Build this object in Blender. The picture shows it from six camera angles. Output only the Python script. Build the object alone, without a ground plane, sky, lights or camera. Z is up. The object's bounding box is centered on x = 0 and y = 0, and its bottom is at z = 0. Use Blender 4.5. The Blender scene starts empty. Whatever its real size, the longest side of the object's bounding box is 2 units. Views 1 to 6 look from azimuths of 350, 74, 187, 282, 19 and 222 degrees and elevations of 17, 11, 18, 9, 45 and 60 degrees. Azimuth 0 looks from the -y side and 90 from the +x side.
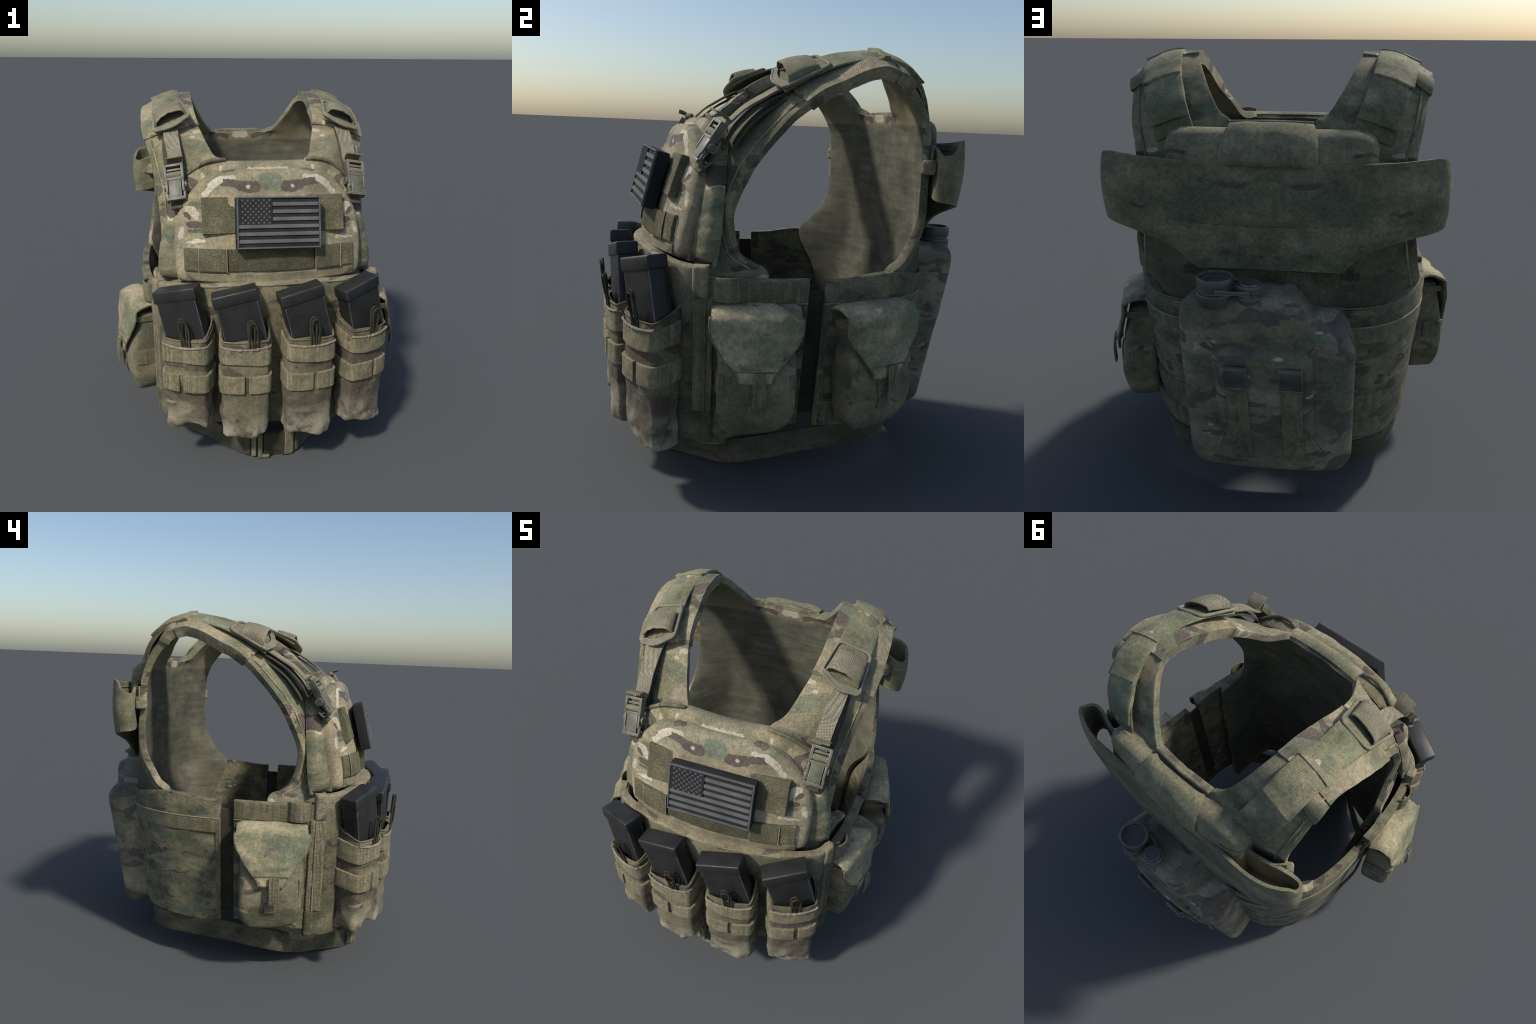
import bpy, bmesh, math
import numpy as np
from mathutils import Vector

# ------------------------------------------------------------------ maths
RNG = np.random.default_rng(7)
LAT = np.random.default_rng(11).random((32, 32, 32))


def vnoise(P):
    P = np.asarray(P, float)
    i = np.floor(P).astype(int)
    f = P - i
    f = f * f * (3 - 2 * f)
    out = 0
    for a in (0, 1):
        for b in (0, 1):
            for c in (0, 1):
                w = (f[..., 0] if a else 1 - f[..., 0]) * (f[..., 1] if b else 1 - f[..., 1]) * (f[..., 2] if c else 1 - f[..., 2])
                out = out + w * LAT[(i[..., 0] + a) % 32, (i[..., 1] + b) % 32, (i[..., 2] + c) % 32]
    return out * 2 - 1


def fbm(P, scale, octaves=3):
    P = np.asarray(P, float) / scale
    s, a = 0, 1.0
    for k in range(octaves):
        s = s + a * vnoise(P * 2 ** k + 7.3 * k)
        a *= .5
    return s


def spline(pts, n=None, ts=None, closed=False):
    """Catmull-Rom through pts, resampled evenly by length (n samples, or at fractions ts)."""
    p = np.array(pts, float)
    if closed:
        p = np.vstack([p[-1], p, p[0], p[1]])
    else:
        p = np.vstack([2 * p[0] - p[1], p, 2 * p[-1] - p[-2]])
    seg = []
    for k in range(1, len(p) - 2):
        p0, p1, p2, p3 = p[k - 1:k + 3]
        d01, d12, d23 = [max(np.linalg.norm(b - a), 1e-6) ** .5 for a, b in ((p0, p1), (p1, p2), (p2, p3))]
        m1 = (p2 - p1) + d12 * ((p1 - p0) / d01 - (p2 - p0) / (d01 + d12))
        m2 = (p2 - p1) + d12 * ((p3 - p2) / d23 - (p3 - p1) / (d12 + d23))
        t = np.linspace(0, 1, 24, endpoint=False)[:, None]
        seg.append((2 * t**3 - 3 * t**2 + 1) * p1 + (t**3 - 2 * t**2 + t) * m1 + (-2 * t**3 + 3 * t**2) * p2 + (t**3 - t**2) * m2)
    q = np.vstack(seg + [p[-2][None]])
    L = np.concatenate([[0], np.cumsum(np.linalg.norm(np.diff(q, axis=0), axis=1))])
    if ts is None:
        ts = np.linspace(0, 1, n)
    s = np.asarray(ts) * L[-1]
    return np.stack([np.interp(s, L, q[:, k]) for k in range(q.shape[1])], -1)


def unit(v):
    v = np.asarray(v, float)
    return v / np.maximum(np.linalg.norm(v, axis=-1, keepdims=True), 1e-9)


class Tab:
    """Smooth one-dimensional rule through (x, y) pairs."""
    def __init__(self, *xy):
        a = np.array(sorted(xy), float)
        self.x = np.linspace(a[0, 0], a[-1, 0], 200)
        m = np.gradient(a[:, 1], a[:, 0]) if len(a) > 2 else np.full(2, (a[1, 1] - a[0, 1]) / (a[1, 0] - a[0, 0]))
        k = np.clip(np.searchsorted(a[:, 0], self.x) - 1, 0, len(a) - 2)
        h = a[k + 1, 0] - a[k, 0]
        t = (self.x - a[k, 0]) / h
        self.y = (2*t**3 - 3*t**2 + 1)*a[k, 1] + (t**3 - 2*t**2 + t)*h*m[k] + (-2*t**3 + 3*t**2)*a[k+1, 1] + (t**3 - t**2)*h*m[k+1]

    def __call__(self, v):
        return np.interp(v, self.x, self.y)


# ------------------------------------------------------------------ materials
class Nodes:
    def __init__(self, name):
        self.m = bpy.data.materials.new(name)
        self.m.use_nodes = True
        self.t = self.m.node_tree
        self.b = self.t.nodes['Principled BSDF']
        self.b.inputs['Specular IOR Level'].default_value = .25

    def n(self, kind, **kw):
        node = self.t.nodes.new('ShaderNode' + kind)
        for k, v in kw.items():
            if k in node.bl_rna.properties:
                setattr(node, k, v)
            else:
                self.put(node.inputs[k.replace('_', ' ')], v)
        return node

    def put(self, sock, v):
        if hasattr(v, 'is_linked') or isinstance(v, bpy.types.NodeSocket):
            self.t.links.new(v, sock)
        else:
            sock.default_value = v

    def math(self, op, a, b=0.0, c=None, clamp=False):
        node = self.t.nodes.new('ShaderNodeMath')
        node.operation = op
        node.use_clamp = clamp
        self.put(node.inputs[0], a)
        self.put(node.inputs[1], b)
        if c is not None:
            self.put(node.inputs[2], c)
        return node.outputs[0]

    def ramp(self, fac, stops, mode='LINEAR'):
        node = self.t.nodes.new('ShaderNodeValToRGB')
        node.color_ramp.interpolation = mode
        e = node.color_ramp.elements
        while len(e) < len(stops):
            e.new(.5)
        for el, (p, c) in zip(e, stops):
            el.position = p
            el.color = (*c, 1) if not np.isscalar(c) else (c, c, c, 1)
        self.put(node.inputs[0], fac)
        return node.outputs[0]

    def mix(self, fac, a, b, mode='MIX'):
        node = self.t.nodes.new('ShaderNodeMix')
        node.data_type = 'RGBA'
        node.blend_type = mode
        self.put(node.inputs[0], fac)
        for s, v in ((node.inputs[6], a), (node.inputs[7], b)):
            self.put(s, v if not isinstance(v, tuple) else (*v, 1))
        return node.outputs[2]

    def noise(self, vec, scale, detail=2.0, rough=.5, dist=0.0):
        node = self.n('TexNoise', Scale=scale, Detail=detail, Roughness=rough, Distortion=dist)
        self.put(node.inputs['Vector'], vec)
        return node.outputs['Fac']

    def coords(self, mirror=False, offset=(0, 0, 0), stretch=(1, 1, 1)):
        v = self.n('TexCoord').outputs['Object']
        if mirror:
            a = self.t.nodes.new('ShaderNodeVectorMath')
            a.operation = 'ABSOLUTE'
            self.put(a.inputs[0], v)
            sx = self.n('SeparateXYZ', Vector=a.outputs[0])
            s = self.n('SeparateXYZ', Vector=v)
            c = self.n('CombineXYZ', X=sx.outputs[0], Y=s.outputs[1], Z=s.outputs[2])
            v = c.outputs[0]
        mp = self.n('Mapping', Vector=v, Location=offset, Scale=stretch)
        return mp.outputs[0]

    def weave(self, period):
        """0..1 basket weave height, on directions that follow walls and shoulders alike."""
        s = self.n('SeparateXYZ', Vector=self.n('TexCoord').outputs['Object'])
        k = 2 * math.pi / period
        x, y, z = s.outputs
        a = self.math('MULTIPLY_ADD', y, .8, x)
        b = self.math('MULTIPLY_ADD', y, -.55, z)
        sa = self.math('SINE', self.math('MULTIPLY', a, k))
        sb = self.math('SINE', self.math('MULTIPLY', b, k))
        return self.math('MULTIPLY_ADD', self.math('MULTIPLY', sa, sb), .5, .5)

    def blobs(self, col, items, rough=.016):
        """Placed patches: capsules (x0, z0, x1, z1, radius, colour) mirrored in x, with wavy outlines."""
        v = self.n('TexCoord').outputs['Object']
        s = self.n('SeparateXYZ', Vector=v)
        ax, z = self.math('ABSOLUTE', s.outputs[0]), s.outputs[2]
        c = self.n('CombineXYZ', X=ax, Y=z)
        wob = self.noise(c.outputs[0], 24, 2, .5)
        wob = self.math('MULTIPLY', self.math('SUBTRACT', wob, .5), rough * 2.0)
        for x0, z0, x1, z1, r, colour in items:
            dx, dz = x1 - x0, z1 - z0
            L = dx * dx + dz * dz + 1e-9
            px, pz = self.math('SUBTRACT', ax, x0), self.math('SUBTRACT', z, z0)
            h = self.math('MULTIPLY_ADD', px, dx / L, self.math('MULTIPLY', pz, dz / L), clamp=True)
            ex = self.math('MULTIPLY_ADD', h, -dx, px)
            ez = self.math('MULTIPLY_ADD', h, -dz, pz)
            d = self.math('SQRT', self.math('ADD', self.math('MULTIPLY', ex, ex), self.math('MULTIPLY', ez, ez)))
            m = self.math('MULTIPLY', self.math('SUBTRACT', r, self.math('ADD', d, wob)), 400, clamp=True)
            col = self.mix(m, col, colour)
        return col

    def worn_edge(self, radius, lo=.03, hi=.16):
        """Mask of convex and concave edges: how far a rounded normal leans from the true one."""
        bv = self.t.nodes.new('ShaderNodeBevel')
        bv.samples = 4
        bv.inputs['Radius'].default_value = radius
        d = self.t.nodes.new('ShaderNodeVectorMath')
        d.operation = 'DOT_PRODUCT'
        self.put(d.inputs[0], bv.outputs[0])
        self.put(d.inputs[1], self.n('NewGeometry').outputs['Normal'])
        k = self.math('SUBTRACT', 1.0, d.outputs['Value'])
        return self.math('DIVIDE', self.math('SUBTRACT', k, lo), hi - lo, clamp=True)

    def bump(self, h, dist, strength=.6):
        bp = self.n('Bump', Strength=strength, Distance=dist, Height=h)
        self.put(self.b.inputs['Normal'], bp.outputs[0])

    def out(self, col, rough=.9, metal=0.0):
        self.put(self.b.inputs['Base Color'], col)
        self.put(self.b.inputs['Roughness'], rough)
        self.b.inputs['Metallic'].default_value = metal
        return self.m


TAN, KHAKI, OLIVE, GREEN, BROWN, CREAM = ((.318, .268, .170), (.230, .206, .125), (.152, .150, .086), (.130, .150, .100), (.118, .090, .073), (.50, .445, .33))


def camo(name, offset=(0, 0, 0), mirror=False, tint=1.0, hue=(1, 1, 1), brown=.5, cream=.5, stripe=0.0, size=1.0, weave=.0075, wear=.5, soft=0.0, strength=.7, flat=0.0, blobs=(), green=.6, warm=0.0, painted_wing_shade=0.0, painted_pouch_shade=0.0, hem=0.0, thread=1.0, gloss=.3):
    N = Nodes(name)
    v = N.coords(mirror, offset, (1.0 / size, 1.0 / size, 1.9 / size))
    v2 = N.coords(mirror, tuple(o + 3.1 for o in offset), (1.0 / size, 1.0 / size, 2.3 / size))
    n1 = N.noise(v, 3.2, 3, .55, .4)
    col = N.ramp(n1, [(.28 - warm, GREEN), (.40 - warm, OLIVE), (.50 - warm, KHAKI), (.62 - warm, TAN)])
    e = .012 + soft
    g = N.noise(v2, 4.3, 1.5, .4, .7)
    col = N.mix(N.ramp(g, [(.555, 0), (.555 + e * 2.5, green)]), col, GREEN)
    bnoise = N.noise(v, 5.6, 1.6, .45, 1.0)
    lim = .66 - .16 * brown
    col = N.mix(N.ramp(bnoise, [(lim, 0), (lim + e, .92)]), col, BROWN)
    c = N.noise(v2, 6.4, 1.3, .4, .6)
    lim = .76 - .16 * cream
    col = N.mix(N.ramp(c, [(lim, 0), (lim + e, .95)]), col, CREAM)
    if stripe:      # ribbed webbing: vertical bands of shifted colour
        vs = N.coords(False, offset, (1, 1, .06))
        s = N.noise(vs, 26, 3, .6)
        col = N.mix(stripe, col, N.ramp(s, [(.32, OLIVE), (.48, KHAKI), (.6, TAN), (.7, BROWN)]))
    if stripe:      # ribs of the webbing
        sx = N.n('SeparateXYZ', Vector=N.n('TexCoord').outputs['Object']).outputs
        a_ = N.math('MULTIPLY_ADD', sx[1], .75, sx[0])
        rb = N.math('SINE', N.math('MULTIPLY', a_, 2 * math.pi / .0068))
        rb = N.math('MULTIPLY', rb, N.ramp(N.noise(N.coords(), 18, 3), [(.35, .25), (.65, 1.0)]))
        col = N.mix(stripe, col, N.mix(1.0, col, N.ramp(N.math('MULTIPLY_ADD', rb, .5, .5), [(.1, .66), (.5, 1.0), (.9, 1.30)]), 'MULTIPLY'))
    if blobs:
        col = N.blobs(col, blobs)
    if flat:
        col = N.mix(flat, col, (.15, .135, .085))
    # dirt and thread speckle
    base = N.coords()
    d = N.noise(base, 7, 5, .65)
    col = N.mix(1.0, col, N.ramp(d, [(.28, .66), (.5, .97), (.72, 1.22)]), 'MULTIPLY')
    g3 = N.noise(base, 55, 3, .65)
    col = N.mix(1.0, col, N.ramp(g3, [(.3, .74), (.5, 1.0), (.7, 1.26)]), 'MULTIPLY')
    w = N.weave(weave)
    g2 = N.noise(base, 210, 2, .6)
    sp = N.math('ADD', N.math('MULTIPLY_ADD', w, .42 * thread, .21 * (1 - thread)), N.math('MULTIPLY_ADD', g2, 1.1, .02))
    col = N.mix(1.0, col, N.ramp(sp, [(.35, .72), (.75, 1.0), (1.1, 1.32)]), 'MULTIPLY')
    if wear:
        edge = N.math('MULTIPLY', N.worn_edge(.006, .02, .12), N.ramp(N.noise(base, 30, 3), [(.35, .25), (.6, 1)]))
        col = N.mix(N.math('MULTIPLY', edge, wear), col, tuple(min(1, c * 1.75) for c in TAN))
    col = N.mix(1.0, col, tuple(tint * h for h in hue), 'MULTIPLY')
    if hem:          # rubbed lower edges
        k = N.math('MULTIPLY', N.math('SUBTRACT', .42, N.n('SeparateXYZ', Vector=base).outputs[2]), 7, clamp=True)
        k = N.math('MULTIPLY', k, N.ramp(N.noise(base, 8, 4, .6), [(.42, 0), (.56, 1)]))
        col = N.mix(N.math('MULTIPLY', k, hem), col, (.40, .36, .26))
    if painted_pouch_shade:     # paints the dark shadow behind the pouches into the panel colour
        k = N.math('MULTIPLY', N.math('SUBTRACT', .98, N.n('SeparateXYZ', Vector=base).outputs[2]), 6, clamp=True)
        col = N.mix(N.math('MULTIPLY', k, painted_pouch_shade), col, (.42, .42, .40), 'MULTIPLY')
    if painted_wing_shade:      # lower back colour darkened for the shade under the rear wing
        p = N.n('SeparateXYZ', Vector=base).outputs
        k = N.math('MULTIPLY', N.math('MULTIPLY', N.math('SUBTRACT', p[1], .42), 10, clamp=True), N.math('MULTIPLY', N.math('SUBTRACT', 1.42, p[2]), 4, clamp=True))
        col = N.mix(N.math('MULTIPLY', k, painted_wing_shade), col, (.5, .5, .48), 'MULTIPLY')
    h = N.math('ADD', N.math('MULTIPLY', w, .7), N.math('MULTIPLY', N.noise(base, 90, 3, .6), 1.2))
    N.bump(h, .004, strength * (.4 + .6 * thread))
    N.b.inputs['Sheen Weight'].default_value = .06
    N.b.inputs['Specular IOR Level'].default_value = gloss
    return N.out(col, .80 - .5 * (gloss - .3))


def fuzz(name, col_a, col_b, scale=60, strength=1.0):
    N = Nodes(name)
    v = N.coords()
    a = N.noise(v, scale, 4, .7, 1.6)
    b = N.noise(v, 9, 3)
    col = N.ramp(a, [(.32, tuple(.55 * c for c in col_a)), (.5, col_a), (.68, col_b)])
    col = N.mix(1.0, col, N.ramp(b, [(.3, .7), (.7, 1.15)]), 'MULTIPLY')
    N.bump(a, .012, strength)
    return N.out(col, .97)


def liner(name):
    N = Nodes(name)
    v = N.coords()
    vh = N.coords(False, (0, 0, 0), (.25, .25, 1.6))
    a = N.noise(v, 5, 5, .65)
    s = N.noise(vh, 24, 3, .6)
    col = N.ramp(a, [(.3, (.080, .079, .055)), (.5, (.122, .117, .082)), (.7, (.175, .165, .118))])
    col = N.mix(1.0, col, N.ramp(s, [(.3, .75), (.7, 1.2)]), 'MULTIPLY')
    z = N.n('SeparateXYZ', Vector=v).outputs[2]
    top = N.math('MULTIPLY', N.math('SUBTRACT', z, 1.655), 60, clamp=True)
    pr = N.blobs(KHAKI, ((.0, 1.70, .035, 1.695, .022, CREAM), (.09, 1.68, .14, 1.705, .018, BROWN), (.14, 1.705, .20, 1.70, .020, BROWN), (.055, 1.672, .057, 1.672, .008, OLIVE), (.17, 1.67, .20, 1.66, .02, GREEN)))
    col = N.mix(top, col, pr)
    N.bump(N.math('ADD', N.weave(.008), N.noise(v, 60, 3)), .004, .5)
    return N.out(col, .95)


def plastic(name, col, rough=.45, scratch=.3, spec=.4, wear=.0):
    N = Nodes(name)
    v = N.coords()
    a = N.noise(v, 12, 5, .6)
    c = N.mix(1.0, tuple(col), N.ramp(a, [(.3, 1 - scratch), (.7, 1 + scratch)]), 'MULTIPLY')
    if wear:
        e = N.math('MULTIPLY', N.worn_edge(.008, .010, .07), N.ramp(N.noise(v, 40, 3), [(.35, .35), (.6, 1)]))
        c = N.mix(N.math('MULTIPLY', e, wear), c, tuple(min(1, x * 2.6 + .16) for x in col))
    N.b.inputs['Specular IOR Level'].default_value = spec
    N.bump(N.noise(v, 300, 2), .002, .25)
    return N.out(c, rough)


def webbing(name, a, b, period=.006, strength=1.0):
    N = Nodes(name)
    v = N.coords()
    d = N.noise(v, 14, 4, .6)
    col = N.ramp(d, [(.3, a), (.7, b)])
    w = N.weave(period)
    col = N.mix(1.0, col, N.ramp(N.math('ADD', N.math('MULTIPLY', w, .5), N.noise(v, 160, 2)), [(.35, .6), (.75, 1.0), (1.05, 1.3)]), 'MULTIPLY')
    N.bump(w, .004, strength)
    return N.out(col, .92)


M = {}
LIGHT_GREEN = (.20, .205, .13)
FRONT_BLOBS = ((-.02, 1.572, .02, 1.572, .044, (.165, .178, .122)), (.085, 1.545, .155, 1.548, .030, BROWN), (.15, 1.553, .205, 1.563, .021, BROWN), (.20, 1.566, .262, 1.572, .020, BROWN),
               (.118, 1.546, .126, 1.546, .009, CREAM), (.185, 1.593, .262, 1.594, .011, CREAM), (.265, 1.585, .312, 1.545, .018, CREAM), (.312, 1.54, .345, 1.505, .016, CREAM),
               (.33, 1.45, .42, 1.455, .018, OLIVE), (.425, 1.425, .40, 1.405, .023, CREAM), (.447, 1.402, .430, 1.39, .015, BROWN), (.34, 1.352, .425, 1.352, .017, BROWN), (.35, 1.322, .43, 1.320, .012, GREEN), (.470, 1.33, .480, 1.29, .014, CREAM), (.36, 1.275, .45, 1.262, .010, CREAM),
               (.528, 1.388, .525, 1.375, .015, CREAM), (.50, 1.43, .52, 1.40, .030, BROWN), (.55, 1.29, .53, 1.25, .020, GREEN), (.575, 1.13, .54, 1.14, .028, OLIVE), (.56, 1.045, .53, 1.04, .026, BROWN), (.45, 1.20, .455, 1.15, .012, CREAM))
NECK_BLOBS = ((.0, 1.622, .10, 1.622, .013, CREAM), (.262, 1.58, .250, 1.63, .007, CREAM), (.335, 1.56, .348, 1.60, .012, (.42, .34, .22)), (.385, 1.53, .41, 1.50, .025, BROWN), (.437, 1.49, .445, 1.485, .010, CREAM))
M['front'] = camo('camo_front_panel', (0.4, 1.7, .35), True, .98, (1, 1, 1), -.1, -.1, size=1.15, blobs=FRONT_BLOBS, green=.25, warm=.10)
M['collar'] = camo('camo_plate_bag', (2.9, .7, 1.35), True, .90, (1, 1, .98), .15, .05, size=1.1, green=.3, warm=.05, blobs=NECK_BLOBS + FRONT_BLOBS[15:])
M['body'] = camo('camo_carrier', (1.3, .2, 2.1), True, .88, (1, 1, .98), .3, .35, warm=.03, painted_wing_shade=.9)
M['pad'] = camo('camo_shoulder_pad', (2.2, .9, .6), True, .95, (1, 1, .98), .1, .3, warm=.06)
M['strap'] = camo('camo_shoulder_webbing', (5.2, .1, 1.6), True, .82, (.96, 1.02, .95), -.2, -.2, soft=.06, weave=.0085, thread=.75, warm=.02)
M['placard'] = camo('camo_lower_panel', (3.1, 2.9, 1.2), True, .80, (1, 1, .97), .25, .25, soft=.03, warm=.03, painted_pouch_shade=.75)
M['back'] = camo('camo_back_panel', (6.1, .4, 3.2), True, .74, (.97, 1.01, .98), .05, -.3, soft=.05, weave=.0075, thread=.75)
M['belt'] = camo('camo_belt', (7.7, .4, 3.9), False, .38, (1, 1, .97), .25, .0, soft=.04)  # tint lowered to bake in the belt's shadow side
M['side'] = camo('camo_side_panel', (8.3, 1.4, .9), True, .70, (.97, 1, .95), .42, .0, soft=.03, size=.6, green=.8)
M['bag'] = camo('camo_utility_bag', (9.4, 3.4, .2), False, .74, (1, 1, .98), .1, .0, soft=.06, weave=.006, thread=.5, warm=.03)
M['lid'] = camo('camo_bag_lid', (9.4, 3.4, .2), False, 1.20, (1, 1, .98), .05, .0, soft=.06, weave=.006, thread=.6, warm=.05)
M['pouch'] = camo('camo_magazine_pouch', (4.4, 8.4, 1.2), False, .62, (1, .97, .92), 1.0, .2, stripe=.22, soft=.012, hem=.75, size=1.2)
M['band'] = camo('camo_pouch_band', (2.4, 5.4, 4.2), False, .84, (1, .98, .93), .1, .1, stripe=.7, soft=.04, weave=.0075)
M['molle'] = camo('camo_webbing_row', (2.9, 1.4, 6.2), False, .68, (1, 1, .96), .1, .1, stripe=.75, soft=.04, weave=.0075)
M['canteen'] = camo('camo_canteen', (1.9, 6.4, 2.25), False, .82, (1, 1, .99), .62, .12, size=.95, weave=.006, gloss=.6, thread=.6)
M['web'] = webbing('tan_webbing', (.22, .195, .135), (.32, .28, .20), .0085, 1.0)
M['webdark'] = webbing('olive_webbing', (.075, .072, .048), (.125, .118, .08), .0065)
M['tunnel'] = webbing('shoulder_tunnel_webbing', (.21, .19, .125), (.32, .285, .195), .0075)
M['dark'] = webbing('shaded_elastic', (.045, .042, .028), (.075, .07, .046), .007)
M['velcro'] = fuzz('hook_and_loop_field', (.180, .165, .098), (.275, .25, .155), 85)
M['velcro_dark'] = fuzz('worn_hook_and_loop', (.120, .111, .066), (.185, .17, .105), 85)
M['trim'] = fuzz('frayed_trim', (.44, .38, .27), (.62, .56, .43), 120)
M['liner'] = liner('liner_mesh_fabric')
M['mag'] = plastic('black_polymer', (.024, .0236, .0232), .40, .25, .3, .85)  # wear value paints bright highlights along the magazine edges
M['flagdark'] = fuzz('flag_dark_thread', (.026, .026, .027), (.036, .036, .037), 220, .3)
M['flagmid'] = fuzz('flag_grey_thread', (.125, .125, .123), (.165, .165, .162), 220, .3)
M['flagedge'] = fuzz('flag_border_thread', (.12, .12, .124), (.21, .21, .215), 160, .5)
M['buckle'] = plastic('olive_buckle_plastic', (.105, .100, .070), .45, .5, .45, .75)
M['frame'] = plastic('tan_frame_plastic', (.19, .172, .125), .8, .25, .3, .35)
M['cord'] = webbing('olive_cord', (.05, .048, .03), (.095, .088, .055), .004)
M['cap'] = plastic('canteen_cap_plastic', (.075, .076, .060), .36, .5, .55, .6)


# ------------------------------------------------------------------ building helpers
ROOT = bpy.data.objects.new('plate_carrier_vest', None)
bpy.context.scene.collection.objects.link(ROOT)
ROOT['label'] = 'camouflage armour vest with magazine pouches, bags and canteen'
ROOT['category'] = 'tactical vest'


def link(name, me, mat, parent=None, angle=40):
    ob = bpy.data.objects.new(name, me)
    bpy.context.scene.collection.objects.link(ob)
    ob.parent = parent or ROOT
    if mat is not None:
        me.materials.append(M[mat] if isinstance(mat, str) else mat)
    me.polygons.foreach_set('use_smooth', [True] * len(me.polygons))
    if angle:
        me.set_sharp_from_angle(angle=math.radians(angle))
    return ob


def empty_part(name, parent=None):
    ob = bpy.data.objects.new(name, None)
    bpy.context.scene.collection.objects.link(ob)
    ob.parent = parent or ROOT
    return ob


def mesh(name, V, F, recalc=True):
    me = bpy.data.meshes.new(name)
    me.from_pydata(np.asarray(V, float).reshape(-1, 3).tolist(), [], F)
    if recalc:
        bm = bmesh.new()
        bm.from_mesh(me)
        bmesh.ops.remove_doubles(bm, verts=bm.verts, dist=1e-5)
        bmesh.ops.dissolve_degenerate(bm, dist=1e-6, edges=bm.edges)
        bmesh.ops.recalc_face_normals(bm, faces=bm.faces)
        bm.to_mesh(me)
        bm.free()
    me.update()
    return me


def quads(ni, nj, cj=False, ci=False, base=0, keep=None):
    F = []
    for i in range(ni if ci else ni - 1):
        for j in range(nj if cj else nj - 1):
            if keep is not None and not keep[i][j]:
                continue
            a, b = i * nj + j, i * nj + (j + 1) % nj
            c, d = ((i + 1) % ni) * nj + (j + 1) % nj, ((i + 1) % ni) * nj + j
            F.append((base + a, base + b, base + c, base + d))
    return F


def grid_normals(P, cj=False):
    if cj:
        Q = np.concatenate([P[:, -1:], P, P[:, :1]], 1)
        du = (Q[:, 2:] - Q[:, :-2])
    else:
        du = np.gradient(P, axis=1)
    dv = np.gradient(P, axis=0)
    return unit(np.cross(du, dv))


def sheet(name, P, t, mat, parent=None, out=None, bevel=0, cj=False, inner=None, keep=None, angle=45, seg=2):
    """Thick fabric sheet from a point grid; thickness goes inward from the grid (out = a point direction hint)."""
    P = np.asarray(P, float)
    me = mesh(name, P, quads(P.shape[0], P.shape[1], cj, keep=keep), recalc=False)
    bm = bmesh.new()
    bm.from_mesh(me)
    bmesh.ops.delete(bm, geom=[v for v in bm.verts if not v.link_faces], context='VERTS')
    bm.faces.ensure_lookup_table()
    bm.normal_update()
    if out is not None:
        s = sum(f.normal.dot(Vector(out(np.array(f.calc_center_median())))) for f in bm.faces)
        if s < 0:
            bmesh.ops.reverse_faces(bm, faces=bm.faces)
    bm.to_mesh(me)
    bm.free()
    ob = link(name, me, mat, parent, 0)
    so = ob.modifiers.new('thick', 'SOLIDIFY')
    so.thickness, so.offset, so.use_even_offset = t, -1, False
    if inner:
        me.materials.append(M[inner])
        so.material_offset = 1
        so.material_offset_rim = 0
    if bevel:
        be = ob.modifiers.new('edge', 'BEVEL')
        be.width, be.segments, be.limit_method, be.angle_limit = bevel, seg, 'ANGLE', math.radians(angle)
    return ob


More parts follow.
